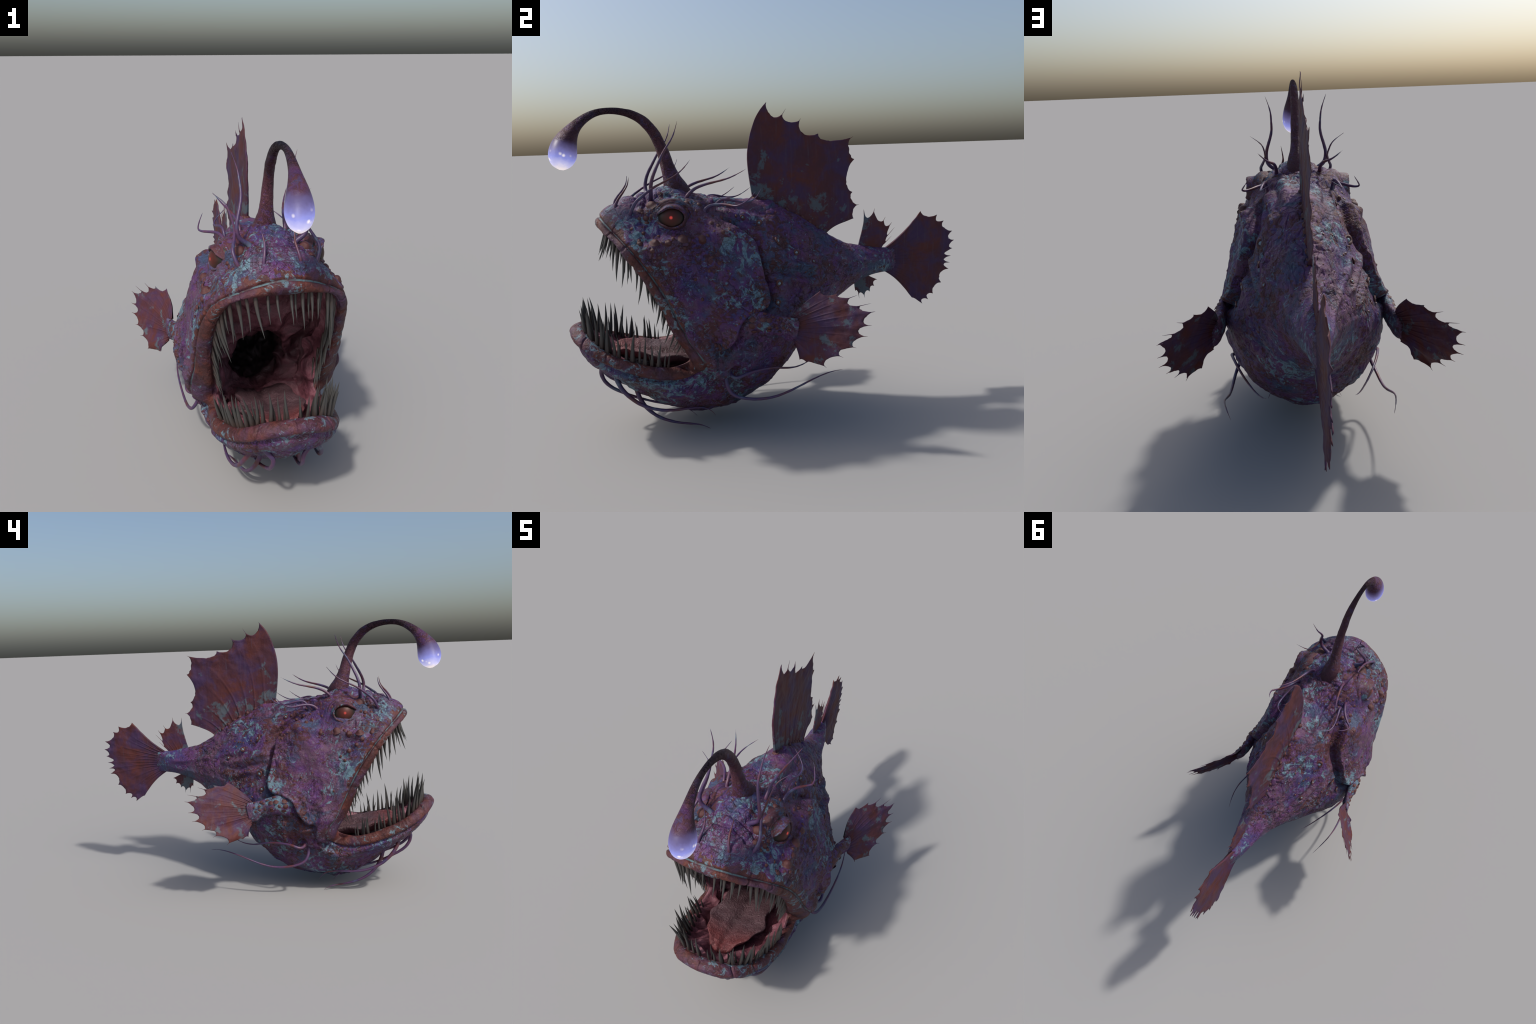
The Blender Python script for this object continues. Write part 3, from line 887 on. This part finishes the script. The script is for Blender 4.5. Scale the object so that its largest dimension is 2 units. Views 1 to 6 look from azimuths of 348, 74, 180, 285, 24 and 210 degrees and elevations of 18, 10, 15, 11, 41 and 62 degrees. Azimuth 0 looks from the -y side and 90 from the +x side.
N = Nodes("pore_bead")
MAT_BEAD = N.finish(N.ramp(N.noise(40, 3), (0.3, (0.12, 0.17, 0.21)), (0.7, (0.24, 0.30, 0.34))), 0.4)
COLLAR = torus_mesh("pore_collar", MAT_WART)
BEAD = make_mesh("pore_bead", np.array(WARTS[0].vertices[0].co) * 0 + np.array([v.co[:] for v in WARTS[0].vertices]), [tuple(p.vertices) for p in WARTS[0].polygons], MAT_BEAD)
for y, z, r in ((-.035, .862, .015), (-.112, .945, .010), (-.058, .680, .013), (.05, .80, .010), (-.075, .60, .010), (.14, .75, .008), (-.19, .975, .008)):
    p, n = on_flank(y, z)
    put(COLLAR, p, n, r, r, name="pore_collar")
    put(BEAD, p + n * 0.001, n, r * 0.62, r * 0.55, name="pore_bead")

# ------------------------------------------------------------------ eyes
EYE_C = np.array([.167, -.507, .996])
AX = np.array([.94, -.22, .12])
AX /= np.linalg.norm(AX)
bm_v, bm_f = [], []
n, m = 24, 36
ev = np.array([(0.069 * math.cos(math.pi * i / (n - 1)), 0.069 * math.sin(math.pi * i / (n - 1)) * math.cos(j * math.tau / m), 0.069 * math.sin(math.pi * i / (n - 1)) * math.sin(j * math.tau / m)) for i in range(n) for j in range(m)])
EYE = make_mesh("eyeball", ev, [tuple(int(k) for k in f4) for f4 in grid_faces(n, m, True)], MAT_EYE)


def lid_mesh():
    """ring of lid flesh: almond opening inside, thick rolled rim, folds outward"""
    na, nr = 96, 40
    v = []
    ex, ey, ez = AX, None, None
    ey = np.cross((0, 0, 1.0), ex)
    ey /= np.linalg.norm(ey)                       # to the rear of the fish (for the right eye)
    ez = np.cross(ex, ey)
    for i in range(na):
        a = i * math.tau / na
        ca, sa = math.cos(a), math.sin(a)          # ca > 0 rear, sa > 0 top
        half_w, half_h = (0.052, 0.038 if sa > 0 else 0.039)
        r_in = 1 / math.sqrt((ca / half_w) ** 2 + (sa / half_h) ** 2)
        slant = 0.010 * max(0, -ca) ** 2 * (1 if sa > 0 else -1)
        corner = 0.020 * max(0, -ca) ** 10         # drawn out front corner
        r_in += corner - abs(slant) * 0.7
        for k in range(nr):
            t = k / (nr - 1)
            r = r_in + (0.108 - r_in) * t
            ball = math.sqrt(max(0.072 ** 2 - min(r, 0.0715) ** 2, 0))
            h = ball * (1 - t) ** 0.4 + (0.010 - 0.030 * t) * t
            h += 0.013 * math.exp(-((t - 0.15) / 0.12) ** 2) - 0.010 * math.exp(-((t - 0.34) / 0.07) ** 2)
            h += 0.012 * math.exp(-((t - 0.54) / 0.13) ** 2) - 0.006 * math.exp(-((t - 0.78) / 0.06) ** 2)
            if sa > 0:
                h += 0.008 * sa * math.exp(-((t - 0.3) / 0.3) ** 2)
            if k == 0:
                h -= 0.014
            v.append(EYE_C + ex * h + (ey * ca + ez * sa) * r)
    v = np.array(v)
    v = v + (np.outer(fbm(v * 30, 3), ex)) * 0.009
    # the outer folds sink into the hide round the eye
    close = np.linalg.norm(FV - EYE_C, axis=1) < 0.17
    BV, BN = FV[close], FNRM[close]
    for i, p in enumerate(v):
        t = (i % nr) / (nr - 1)
        if t > 0.60:
            k = np.argmin(((BV - p) ** 2).sum(1))
            w = float(smooth(t, 0.60, 0.95))
            v[i] = p * (1 - w) + (BV[k] - BN[k] * (0.010 * float(smooth(t, 0.7, 1.0)) - 0.004 * (1 - w))) * w
    f = []
    for i in range(na):
        for k in range(nr - 1):
            f.append((i * nr + k, i * nr + k + 1, ((i + 1) % na) * nr + k + 1, ((i + 1) % na) * nr + k))
    return v, [x[::-1] for x in f]


MAT_LID = skin_material("eyelid_skin", 1.3, -0.5, 1.6, 0.4, bump=0.6)
LV, LF = lid_mesh()
rot = Vector(AX).to_track_quat("X", "Z").to_matrix().to_4x4()
for sgn in (1, -1):
    eye = bpy.data.objects.new("eye", EYE)
    link(eye, ROOT)
    M = Matrix.Translation(Vector(EYE_C)) @ rot
    eye.matrix_world = M if sgn > 0 else MIRROR @ M
    lv = LV * (sgn, 1, 1)
    lf = LF if sgn > 0 else [x[::-1] for x in LF]
    link(bpy.data.objects.new("eyelid", make_mesh("eyelid", lv, lf, MAT_LID)), ROOT)

# ------------------------------------------------------------------ lure
LURE = [(0, -.450, 1.040, .075), (0, -.458, 1.078, .064), (0, -.466, 1.110, .052), (0, -.482, 1.160, .036), (0, -.500, 1.225, .0285), (0, -.520, 1.30, .025), (0, -.560, 1.380, .0225), (0, -.632, 1.442, .0195), (0, -.735, 1.463, .0145),
        (0, -.810, 1.449, .0135), (0, -.868, 1.412, .0170), (0, -.900, 1.378, .0225), (0, -.920, 1.347, .0320), (0, -.935, 1.314, .0450), (0, -.944, 1.282, .0545), (0, -.949, 1.256, .0560), (0, -.952, 1.236, .0475), (0, -.954, 1.222, .0300), (0, -.955, 1.216, .0080)]
NL, SEG = 220, 36
c = path(LURE, NL)
lv, lf = tube(c[:, :3], lambda t: np.interp(t, np.linspace(0, 1, NL), c[:, 3]), NL, SEG, flat=(0.86, 1.05))
cut = int(np.argmax(c[:, 1] < -.862))
wob = np.repeat(smooth(np.arange(NL), cut, cut - 40), SEG)
base = np.repeat(c[:, :3], SEG, 0)
dd = lv[:NL * SEG] - base
lv[:NL * SEG] += dd / (np.linalg.norm(dd, axis=1)[:, None] + 1e-9) * (wob * 0.0034 * fbm(lv[:NL * SEG] * np.array([50, 25, 14]), 3))[:, None]
MAT_STALK = MAT_BULB = skin_material("stalk_skin", 1.0, -1.5, 1.3, 0.7, bump=1.5, bulb=True)
nrm = dd / (np.linalg.norm(dd, axis=1)[:, None] + 1e-9)
for nm, mat, r0, r1 in (("lure_stalk", MAT_STALK, 0, cut), ("lure_bulb", MAT_BULB, cut, NL - 1)):
    vv = lv[r0 * SEG:(r1 + 1) * SEG]
    me = make_mesh(nm, vv, [tuple(int(k) for k in x) for x in grid_faces(r1 - r0 + 1, SEG, True)] + ([tuple(range((r1 - r0) * SEG, (r1 - r0 + 1) * SEG))] if r1 == NL - 1 else []), mat)
    me.normals_split_custom_set_from_vertices(nrm[r0 * SEG:(r1 + 1) * SEG].tolist()) 
    link(bpy.data.objects.new(nm, me), ROOT)
c = c[cut:]
# brown skin running down over the top of the bulb in tongues
for a0, ln, w in ((0.2, .062, .011), (2.3, .045, .010), (4.55, .070, .012)):
    pts = []
    for t in np.linspace(0, 1, 6):
        z = 1.385 - ln * t
        k = np.argmin(np.abs(c[:, 2] - z))
        rr = c[k, 3] - 0.002 - 0.003 * t
        pts.append((c[k, 0] + rr * math.cos(a0), c[k, 1] + rr * math.sin(a0), z))
    dv, df = tube(pts, [w * .5, w * .7, w * .75, w * .7, w * .6, w * .3], 18, 10, flat=None)
    ctr = path(pts, 18)
    out = np.array([math.cos(a0), math.sin(a0), 0])
    base = np.concatenate([np.repeat(ctr, 10, 0), ctr[:1], ctr[-1:]])
    dd = dv - base
    dv = base + dd - np.outer(dd @ out, out) * 0.70
    link(bpy.data.objects.new("lure_skin", make_mesh("lure_skin", dv, df, MAT_WART)), ROOT)

# ------------------------------------------------------------------ barbels
def barbel(pts, r0, root_swell=1.7):
    rad = lambda t: r0 * ((1 - t) ** 0.75 * (1 + (root_swell - 1) * np.exp(-(t / 0.05) ** 2)) + 0.03)
    for sgn in (1, -1):
        p = np.array(pts) * (sgn, 1, 1)
        v, f = tube(p, rad, 70, 12, rough=0.0012, seed=len(pts))
        link(bpy.data.objects.new("barbel", make_mesh("barbel", v, f, MAT_BARB)), ROOT)


barbel([(.062, -.742, 1.015), (.068, -.742, 1.035), (.067, -.738, 1.062), (.058, -.711, 1.102), (.061, -.685, 1.140), (.067, -.677, 1.176)], .0085)
barbel([(.130, -.688, .998), (.148, -.685, 1.020), (.166, -.664, 1.066), (.160, -.635, 1.092), (.144, -.575, 1.131), (.145, -.495, 1.170), (.158, -.450, 1.205), (.204, -.424, 1.243)], .0085)
barbel([(.085, -.588, 1.062), (.100, -.590, 1.078), (.127, -.591, 1.100), (.137, -.587, 1.150), (.112, -.545, 1.240), (.109, -.512, 1.296), (.112, -.481, 1.343), (.132, -.460, 1.408)], .0105, 1.5)
barbel([(.092, -.438, 1.058), (.094, -.432, 1.076), (.100, -.385, 1.117), (.130, -.262, 1.150), (.168, -.172, 1.193)], .0095)
barbel([(.143, -.368, 1.008), (.150, -.352, 1.030), (.168, -.304, 1.043), (.214, -.248, 1.037), (.237, -.225, 1.040), (.231, -.185, 1.060), (.208, -.143, 1.094)], .0085)
barbel([(.136, -.322, 1.005), (.140, -.315, 1.030), (.145, -.285, 1.060), (.162, -.195, 1.047), (.150, -.135, 1.056), (.094, -.087, 1.096)], .0080)
barbel([(.092, -.850, .345), (.078, -.857, .322), (.061, -.860, .295), (.062, -.845, .252), (.066, -.785, .200), (.078, -.680, .150), (.090, -.560, .110), (.115, -.480, .085), (.136, -.440, .050)], .0105, 1.3)
barbel([(.128, -.803, .325), (.134, -.799, .303), (.155, -.784, .259), (.177, -.705, .172), (.192, -.580, .128), (.191, -.470, .122), (.189, -.400, .105), (.188, -.366, .068)], .0115, 1.3)
barbel([(.074, -.712, .222), (.079, -.709, .200), (.095, -.692, .149), (.119, -.625, .075), (.137, -.510, .030), (.160, -.435, .020), (.176, -.392, .0015)], .0115, 1.3)
barbel([(.250, -.300, .315), (.280, -.308, .300), (.304, -.300, .290), (.322, -.282, .290), (.324, -.245, .302), (.290, -.115, .301), (.238, -.008, .270), (.196, .078, .268), (.172, .130, .285)], .0095, 1.2)
barbel([(.250, -.318, .318), (.272, -.326, .285), (.300, -.318, .225), (.318, -.268, .192), (.332, -.130, .180), (.343, .020, .228), (.328, .140, .257), (.305, .222, .253)], .0095, 1.2)

# ------------------------------------------------------------------ fins
def fin(name, rays, mat, thick=0.006, scallop=0.16, per=14, rows=40, spines=(), ridge=0.0025, bend=None, seed=0):
    """membrane spanned by rays: each ray is a curve (base ... tip) of control points; the free edge
    dips between the tips; the rays stand out as thin ridges on both faces"""
    R = [path(np.array(r, float), rows) for r in rays]
    n = len(R)
    net = np.array(R)                                   # n x rows x 3
    us, kind = [], []
    for k in range(n - 1):
        for j in range(per):
            us.append(k + j / per)
    us.append(n - 1)
    us = np.array(us)
    sheet = np.empty((len(us), rows, 3))
    for r in range(rows):
        lin = np.stack([np.interp(us, np.arange(n), net[:, r, a]) for a in range(3)], 1)
        sp = spline(np.arange(n), net[:, r], us)
        sheet[:, r] = lin * 0.35 + sp * 0.65
    # scallops: shrink rows toward the base between ray tips
    frac = us - np.floor(us)
    gap = np.floor(us).astype(int).clip(0, n - 2)
    rs = np.random.RandomState(seed + 50)
    depth = scallop * rs.uniform(0.7, 1.3, n)
    skew = rs.uniform(0.75, 1.35, n)
    dip = depth[gap] * np.clip(np.sin(np.pi * frac ** skew[gap]), 0, 1) ** 0.62
    jag = 0.004 * rs.normal(size=len(us)) * np.sin(np.pi * frac)
    vmax = 1 - dip + jag
    t = np.linspace(0, 1, rows)
    out = np.empty_like(sheet)
    for i in range(len(us)):
        x = t * vmax[i]
        out[i] = np.stack([np.interp(x, t, sheet[i, :, a]) for a in range(3)], 1)
    d1 = np.gradient(out, axis=0)
    d2 = np.gradient(out, axis=1)
    nn = np.cross(d1, d2)
    nn /= np.linalg.norm(nn, axis=2)[..., None] + 1e-12
    nn = nn.mean((0, 1))[None, None] * 0.6 + nn * 0.4
    nn /= np.linalg.norm(nn, axis=2)[..., None]
    near = np.minimum(frac, 1 - frac)
    rib = np.exp(-(near / 0.055) ** 2)
    fine = np.exp(-(np.abs(frac - 0.5) / 0.05) ** 2) * 0.25
    taper = (1 - t) ** 1.6
    th = thick * (0.30 + 0.70 * (1 - t))[None, :] * np.ones((len(us), 1))
    th = th + ridge * (rib + fine)[:, None] * taper[None] * 2
    th[:, -1] *= 0.25
    wob = fbm(out.reshape(-1, 3) * 14 + seed, 3).reshape(len(us), rows) * 0.010 * t[None]
    mid = out + nn * wob[..., None]
    A = mid + nn * th[..., None] * 0.5
    B = mid - nn * th[..., None] * 0.5
    m = len(us) * rows
    v = np.concatenate([A.reshape(-1, 3), B.reshape(-1, 3)])
    f = grid_faces(len(us), rows)
    g = f[:, ::-1] + m
    rim = []
    border = [(i, rows - 1) for i in range(len(us))]
    e0 = [(0, r) for r in range(rows)] + border[1:] + [(len(us) - 1, r) for r in range(rows - 2, -1, -1)] + [(i, 0) for i in range(len(us) - 2, 0, -1)]
    ids = [i * rows + r for i, r in e0]
    for x, y in zip(ids, ids[1:] + ids[:1]):
        rim.append((y, x, x + m, y + m))
    fa = np.concatenate([f, g, np.array(rim)])
    me = make_mesh(name, v, fa, mat)
    o = link(bpy.data.objects.new(name, me), ROOT)
    # hair-thin ray points that reach past the membrane
    for k, ln in spines:
        tip = R[k][-1]
        dr = R[k][-1] - R[k][-6]
        dr /= np.linalg.norm(dr)
        side_d = np.array([0, 0, 0.0])
        sv_, sf_ = tube([tip - dr * 0.02, tip, tip + dr * ln * 0.6, tip + dr * ln], [.0018, .0014, .0009, .0003], 10, 6)
        s = bpy.data.objects.new("fin_spine", make_mesh("fin_spine", sv_, sf_, mat))
        link(s, o)
    return o


def flat_rays(rays, x=0.0):
    return [[(x, y, z) for y, z in r] for r in rays]


fin("dorsal_fin", flat_rays([
    [(-.100, 1.030), (-.118, 1.16), (-.119, 1.28), (-.088, 1.395), (-.055, 1.455), (-.020, 1.493)],
    [(-.042, 1.015), (-.035, 1.18), (-.010, 1.32), (.058, 1.437)],
    [(.015, .985), (.022, 1.13), (.055, 1.27), (.142, 1.406)],
    [(.064, .962), (.080, 1.10), (.130, 1.22), (.235, 1.342)],
    [(.104, .940), (.140, 1.06), (.215, 1.18), (.300, 1.262), (.409, 1.318)],
    [(.142, .920), (.195, 1.02), (.285, 1.125), (.425, 1.213)],
    [(.180, .895), (.245, .970), (.325, 1.025), (.412, 1.051)],
    [(.217, .868), (.275, .920), (.350, .962), (.440, .985)],
    [(.255, .845), (.300, .878), (.355, .900), (.418, .919)]]), MAT_FIN, 0.009, 0.085, rows=60, spines=((1, .03), (2, .012), (4, .01), (7, .01)), ridge=0.0050, seed=1)
fin("rear_dorsal_fin", flat_rays([
    [(.438, .760), (.464, .856), (.473, .906), (.474, .962)],
    [(.470, .755), (.500, .840), (.520, .900), (.531, .948)],
    [(.500, .752), (.540, .820), (.565, .865), (.585, .898)],
    [(.525, .750), (.565, .800), (.600, .845), (.625, .877)],
    [(.545, .748), (.572, .780), (.595, .805), (.612, .822)],
    [(.562, .745), (.575, .762), (.588, .776), (.600, .787)]]), MAT_FIN, 0.006, 0.20, per=10, rows=26, spines=((1, .015), (2, .02), (3, .01), (4, .05), (5, .04)), ridge=0.002, seed=2)
fin("anal_fin", flat_rays([
    [(.420, .605), (.421, .575), (.425, .540)],
    [(.432, .610), (.437, .570), (.444, .520)],
    [(.448, .615), (.458, .570), (.476, .510)],
    [(.462, .620), (.480, .590), (.506, .530)],
    [(.474, .622), (.498, .600), (.534, .556)],
    [(.484, .625), (.510, .610), (.551, .590)]]), MAT_FIN, 0.006, 0.16, per=10, rows=20, spines=((1, .02), (2, .01)), ridge=0.002, seed=3)
tail_base = [(.590, .750 - .118 * k / 13) for k in range(14)]
tail_tips = [(.798, .932), (.893, .908), (.932, .874), (.989, .815), (.9995, .766), (.990, .722), (.984, .681), (.978, .645), (.971, .611), (.925, .540), (.878, .483), (.846, .455), (.811, .435), (.752, .472)]
tr = []
for (y0, z0), (y1, z1) in zip(tail_base, tail_tips):
    k = (z0 - .692) / .06
    my, mz = (y0 + y1) / 2, (z0 + z1) / 2
    bow = -0.014 if z0 > .692 else 0.016
    tr.append([(y0, z0), ((y0 * 2 + y1) / 3, (z0 * 2 + z1) / 3 + bow * abs(k)), ((y0 + 2 * y1) / 3, (z0 + 2 * z1) / 3 + bow * abs(k)), (y1, z1)])
fin("tail_fin", flat_rays(tr), MAT_TAIL, 0.016, 0.085, per=10, rows=44, ridge=0.0045, seed=4)

# pectoral arms and fins
FB_TOP, FB_BOT = np.array([.362, -.045, .552]), np.array([.382, -.035, .432])
PTIPS = np.array([(.375, .090, .658), (.424, .154, .651), (.461, .196, .637), (.498, .227, .607), (.536, .263, .585), (.541, .245, .529), (.543, .225, .484), (.528, .179, .437), (.506, .126, .397), (.480, .064, .352), (.428, .000, .361), (.425, -.030, .374)])
arm_pts = [(.255, -.265, .500, .070), (.312, -.245, .520, .066), (.338, -.205, .532, .058), (.348, -.150, .528, .050), (.352, -.100, .515, .044), (.362, -.060, .502, .050), (.374, -.035, .492, .056), (.384, -.018, .488, .040)]
c = path(arm_pts, 60)
for sgn in (1, -1):
    S3 = np.array([sgn, 1, 1.0])
    # arm: flattened limb, taller than thick
    cc = c[:, :3]
    T = np.gradient(cc, axis=0)
    T /= np.linalg.norm(T, axis=1)[:, None]
    Z = np.array([0, 0, 1.0]) - T * T[:, 2:3]
    Z /= np.linalg.norm(Z, axis=1)[:, None]
    X = np.cross(T, Z)
    seg = 36
    a = np.arange(seg) * math.tau / seg
    tt = np.linspace(0, 1, 60)
    wide = c[:, 3]
    deep = np.interp(tt, [0, .3, .6, .85, 1], [.044, .032, .023, .017, .008])
    v = cc[:, None] + wide[:, None, None] * np.cos(a)[None, :, None] * Z[:, None] + deep[:, None, None] * np.sin(a)[None, :, None] * X[:, None]
    v = v.reshape(-1, 3)
    nv = v - np.repeat(cc, seg, 0)
    nv /= np.linalg.norm(nv, axis=1)[:, None]
    v = v + nv * (0.008 * fbm(v * 22, 3))[:, None]
    av, anv = v, nv
    v = np.concatenate([v, cc[:1], cc[-1:]]) * S3
    f = [tuple(x) for x in grid_faces(60, seg, True)]
    f += [(len(v) - 2, (j + 1) % seg, j) for j in range(seg)] + [(len(v) - 1, 59 * seg + j, 59 * seg + (j + 1) % seg) for j in range(seg)]
    if sgn > 0:
        f = [x[::-1] for x in f]
    arm = link(bpy.data.objects.new("pectoral_arm", make_mesh("pectoral_arm", v, f, MAT_ARM)), ROOT)
    # spots on the outer face of the arm
    rs = random.Random(5)
    for row_z, cnt in ((0.45, 6), (-0.15, 6), (0.85, 5), (-0.6, 3)):
        for k in range(cnt):
            i = int(18 + 34 * (k + 0.3 * rs.random()) / cnt)
            ac = math.acos(max(-1, min(1, row_z + rs.uniform(-.1, .1))))
            cand = [ac, math.tau - ac]
            best = max(cand, key=lambda z: anv[i * seg + int(z / math.tau * seg) % seg][0])
            kk = i * seg + int(best / math.tau * seg) % seg
            r = rs.uniform(.009, .014) * (1.1 - 0.5 * k / cnt)
            o = bpy.data.objects.new("wart", WARTS[k % 4])
            link(o, ROOT)
            nvec = Vector(anv[kk] * S3)
            o.matrix_world = Matrix.Translation(Vector(av[kk] * S3)) @ nvec.to_track_quat("Z", "Y").to_matrix().to_4x4() @ Matrix.Diagonal((r * .85, r * .85, r * .34, 1))
    rays = []
    nP = len(PTIPS)
    for k, tip in enumerate(PTIPS):
        b = FB_TOP + (FB_BOT - FB_TOP) * (k / (nP - 1))
        L = tip - b
        sag = np.array([-0.012, 0, 0]) if k < 9 else np.array([0.012, .0, 0])
        rays.append([tuple((b + L * t + sag * math.sin(math.pi * t)) * S3) for t in (0, .33, .66, 1)])
    fin("pectoral_fin", rays, MAT_PECT, 0.007, 0.10, per=12, rows=40, spines=((2, .03), (3, .045), (4, .012), (5, .012), (6, .012), (7, .012), (8, .015), (9, .012)), ridge=0.0050, seed=6)

# ------------------------------------------------------------------ spine knobs at the foot of the dorsal fin
for y, z, r in ((-.097, 1.046, .013), (-.042, 1.033, .012), (.015, 1.008, .012), (.064, .986, .011), (.111, .962, .011), (.142, .944, .010), (.180, .920, .009), (.217, .892, .009), (.25, .868, .007)):
    for sx in (1,):
        put(random.choice(WARTS), (0.006, y, z), (0.75, 0, 0.65), r, r * 1.1)

# ------------------------------------------------------------------ teeth
def tooth_mesh(name, curve, seed):
    """unit tooth: root at origin, tip at z = 1, bowed toward -y"""
    n, m = 22, 12
    v = []
    for i in range(n):
        t = i / (n - 1)
        r = 0.054 * (1 - t ** 1.35) ** 0.9 * (1 - 0.25 * math.exp(-(t / 0.08) ** 2)) + 0.001
        cx, cy = 0.03 * math.sin(t * 3 + seed), -curve * (t ** 2)
        for j in range(m):
            b = j * math.tau / m
            k = 1 + 0.06 * math.sin(4 * b + seed)
            v.append((cx + r * k * math.cos(b), cy + r * k * math.sin(b), t))
    f = [tuple(int(k) for k in x) for x in grid_faces(n, m, True)]
    v.append((0, 0, 0))
    f += [(len(v) - 1, (j + 1) % m, j) for j in range(m)]
    return make_mesh(name, v, f, MAT_TOOTH)


TEETH = [tooth_mesh("tooth", cv, k) for k, cv in enumerate((0.06, 0.12, -0.05, 0.02))]


def tooth(root, direction, length, fat=1.0, outward=(0, -1, 0)):
    d = Vector(direction).normalized()
    x = Vector(outward).cross(d)
    if x.length < 1e-3:
        x = Vector((1, 0, 0))
    x.normalize()
    y = d.cross(x)
    M = Matrix((x, y, d)).transposed().to_4x4()
    M = Matrix.Translation(Vector(root)) @ M @ Matrix.Diagonal((length * fat, length * fat, length, 1))
    o = bpy.data.objects.new("tooth", random.choice(TEETH))
    link(o, ROOT)
    o.matrix_world = M


def lip_point(th, s):
    return body_at([s], [th % 16])[0, 0]


def arc_places(s_root, th0, th1):
    """place along the lip by arc length: t 0..1 -> th"""
    ths = np.linspace(th0, th1, 80)
    p = body_at([s_root], ths)[0]
    L = np.concatenate([[0], np.cumsum(np.linalg.norm(np.diff(p, axis=0), axis=1))])
    return lambda t: float(np.interp(t, L / L[-1], ths))


rt = random.Random(21)
for row, (s_root, count, scale) in enumerate(((-0.020, 20, 1.0), (-0.046, 13, 0.9))):
    upper_at = arc_places(s_root, 0.06, 3.70)
    for sgn in (1, -1):
        for k in range(count):
            t = (k + 0.35 + 0.3 * rt.random() + 0.25 * row) / count          # 0 front .. 1 corner
            th = upper_at(t)
            p = lip_point(th if sgn > 0 else 16 - th, s_root)
            ln = np.interp(t, [0, .12, .45, .7, .88, 1], [.128, .152, .168, .145, .110, .075]) * rt.uniform(0.68, 1.14) * scale
            dy = np.interp(t, [0, .25, .45, .75, 1], [-.28, -.12, .03, -.05, -.45])
            dx = -sgn * np.interp(t, [0, .5, 1], [0.0, .14, .30])
            tooth(p + np.array([0, 0, .012]), (dx + rt.uniform(-.05, .05), dy + rt.uniform(-.06, .06), -1), ln, 0.92 + 0.15 * rt.random(), (sgn * .5, 1, 0))
for row, (s_root, count, scale) in enumerate(((-0.016, 17, 1.0), (-0.046, 13, 0.95))):
    lower_at = arc_places(s_root, 7.90, 4.85)
    for sgn in (1, -1):
        for k in range(count):
            t = (k + 0.3 + 0.3 * rt.random() + 0.2 * row) / count            # 0 chin .. 1 corner
            th = lower_at(t)
            p = lip_point(th if sgn > 0 else 16 - th, s_root)
            ln = np.interp(t, [0, .25, .6, .85, 1], [.130, .150, .150, .130, .10]) * rt.uniform(0.68, 1.18) * scale
            dx = sgn * np.interp(t, [0, .4, 1], [0.0, .22, .18])
            dy = np.interp(t, [0, .5, 1], [-.02, .05, .10])
            tooth(p - np.array([0, 0, .014]), (dx + rt.uniform(-.06, .06), dy + rt.uniform(-.06, .06), 1), ln, 1.08 + 0.2 * rt.random(), (-sgn * .4, 1, 0))

# ------------------------------------------------------------------ tongue
nl, nw = 90, 72
t = np.linspace(0, 1, nl)
ctl = np.array([(-.285, .255, .085, .020), (-.36, .282, .120, .026), (-.46, .305, .138, .030), (-.56, .325, .146, .030), (-.64, .345, .138, .028), (-.71, .362, .112, .026), (-.765, .374, .072, .024), (-.795, .380, .040, .018), (-.806, .380, .006, .006)])
cs = spline(np.linspace(0, 1, len(ctl)), ctl, t)
a = np.arange(nw) * math.tau / nw
ca, sa = np.cos(a), np.sin(a)
edgew = 1 + 0.05 * np.sin(t * 17)[:, None] * np.abs(ca)[None] + 0.06 * np.sin(t * 31 + 1)[:, None]
x = 0.93 * edgew * cs[:, 2, None] * np.sign(ca) * np.abs(ca) ** 0.95
z = cs[:, 1, None] + cs[:, 3, None] * np.sign(sa) * np.abs(sa) ** 0.75
u = np.abs(ca)[None] * np.ones((nl, 1))
top = (sa > 0)[None]
z = z + np.where(top, 0.036 * u ** 2.4 * smooth(cs[:, 2], 0.02, .10)[:, None] - 0.016 * np.exp(-(u / .16) ** 2), 0.040 * u ** 2 * smooth(cs[:, 2], 0.02, .10)[:, None])
tv3 = np.stack([x, cs[:, 0, None] * np.ones((1, nw)), z], -1).reshape(-1, 3)
tv3[:, 2] += -0.006 + 0.014 * fbm(tv3 * 9, 3) + 0.0020 * noise(tv3 * 80)
tf = [tuple(int(k) for k in r) for r in grid_faces(nl, nw, True)]
tv3 = np.concatenate([tv3, [tv3[:nw].mean(0)], [tv3[-nw:].mean(0)]])
tf += [(len(tv3) - 2, (j + 1) % nw, j) for j in range(nw)] + [(len(tv3) - 1, (nl - 1) * nw + j, (nl - 1) * nw + (j + 1) % nw) for j in range(nw)]
link(bpy.data.objects.new("tongue", make_mesh("tongue", tv3, tf, MAT_TONGUE)), ROOT)
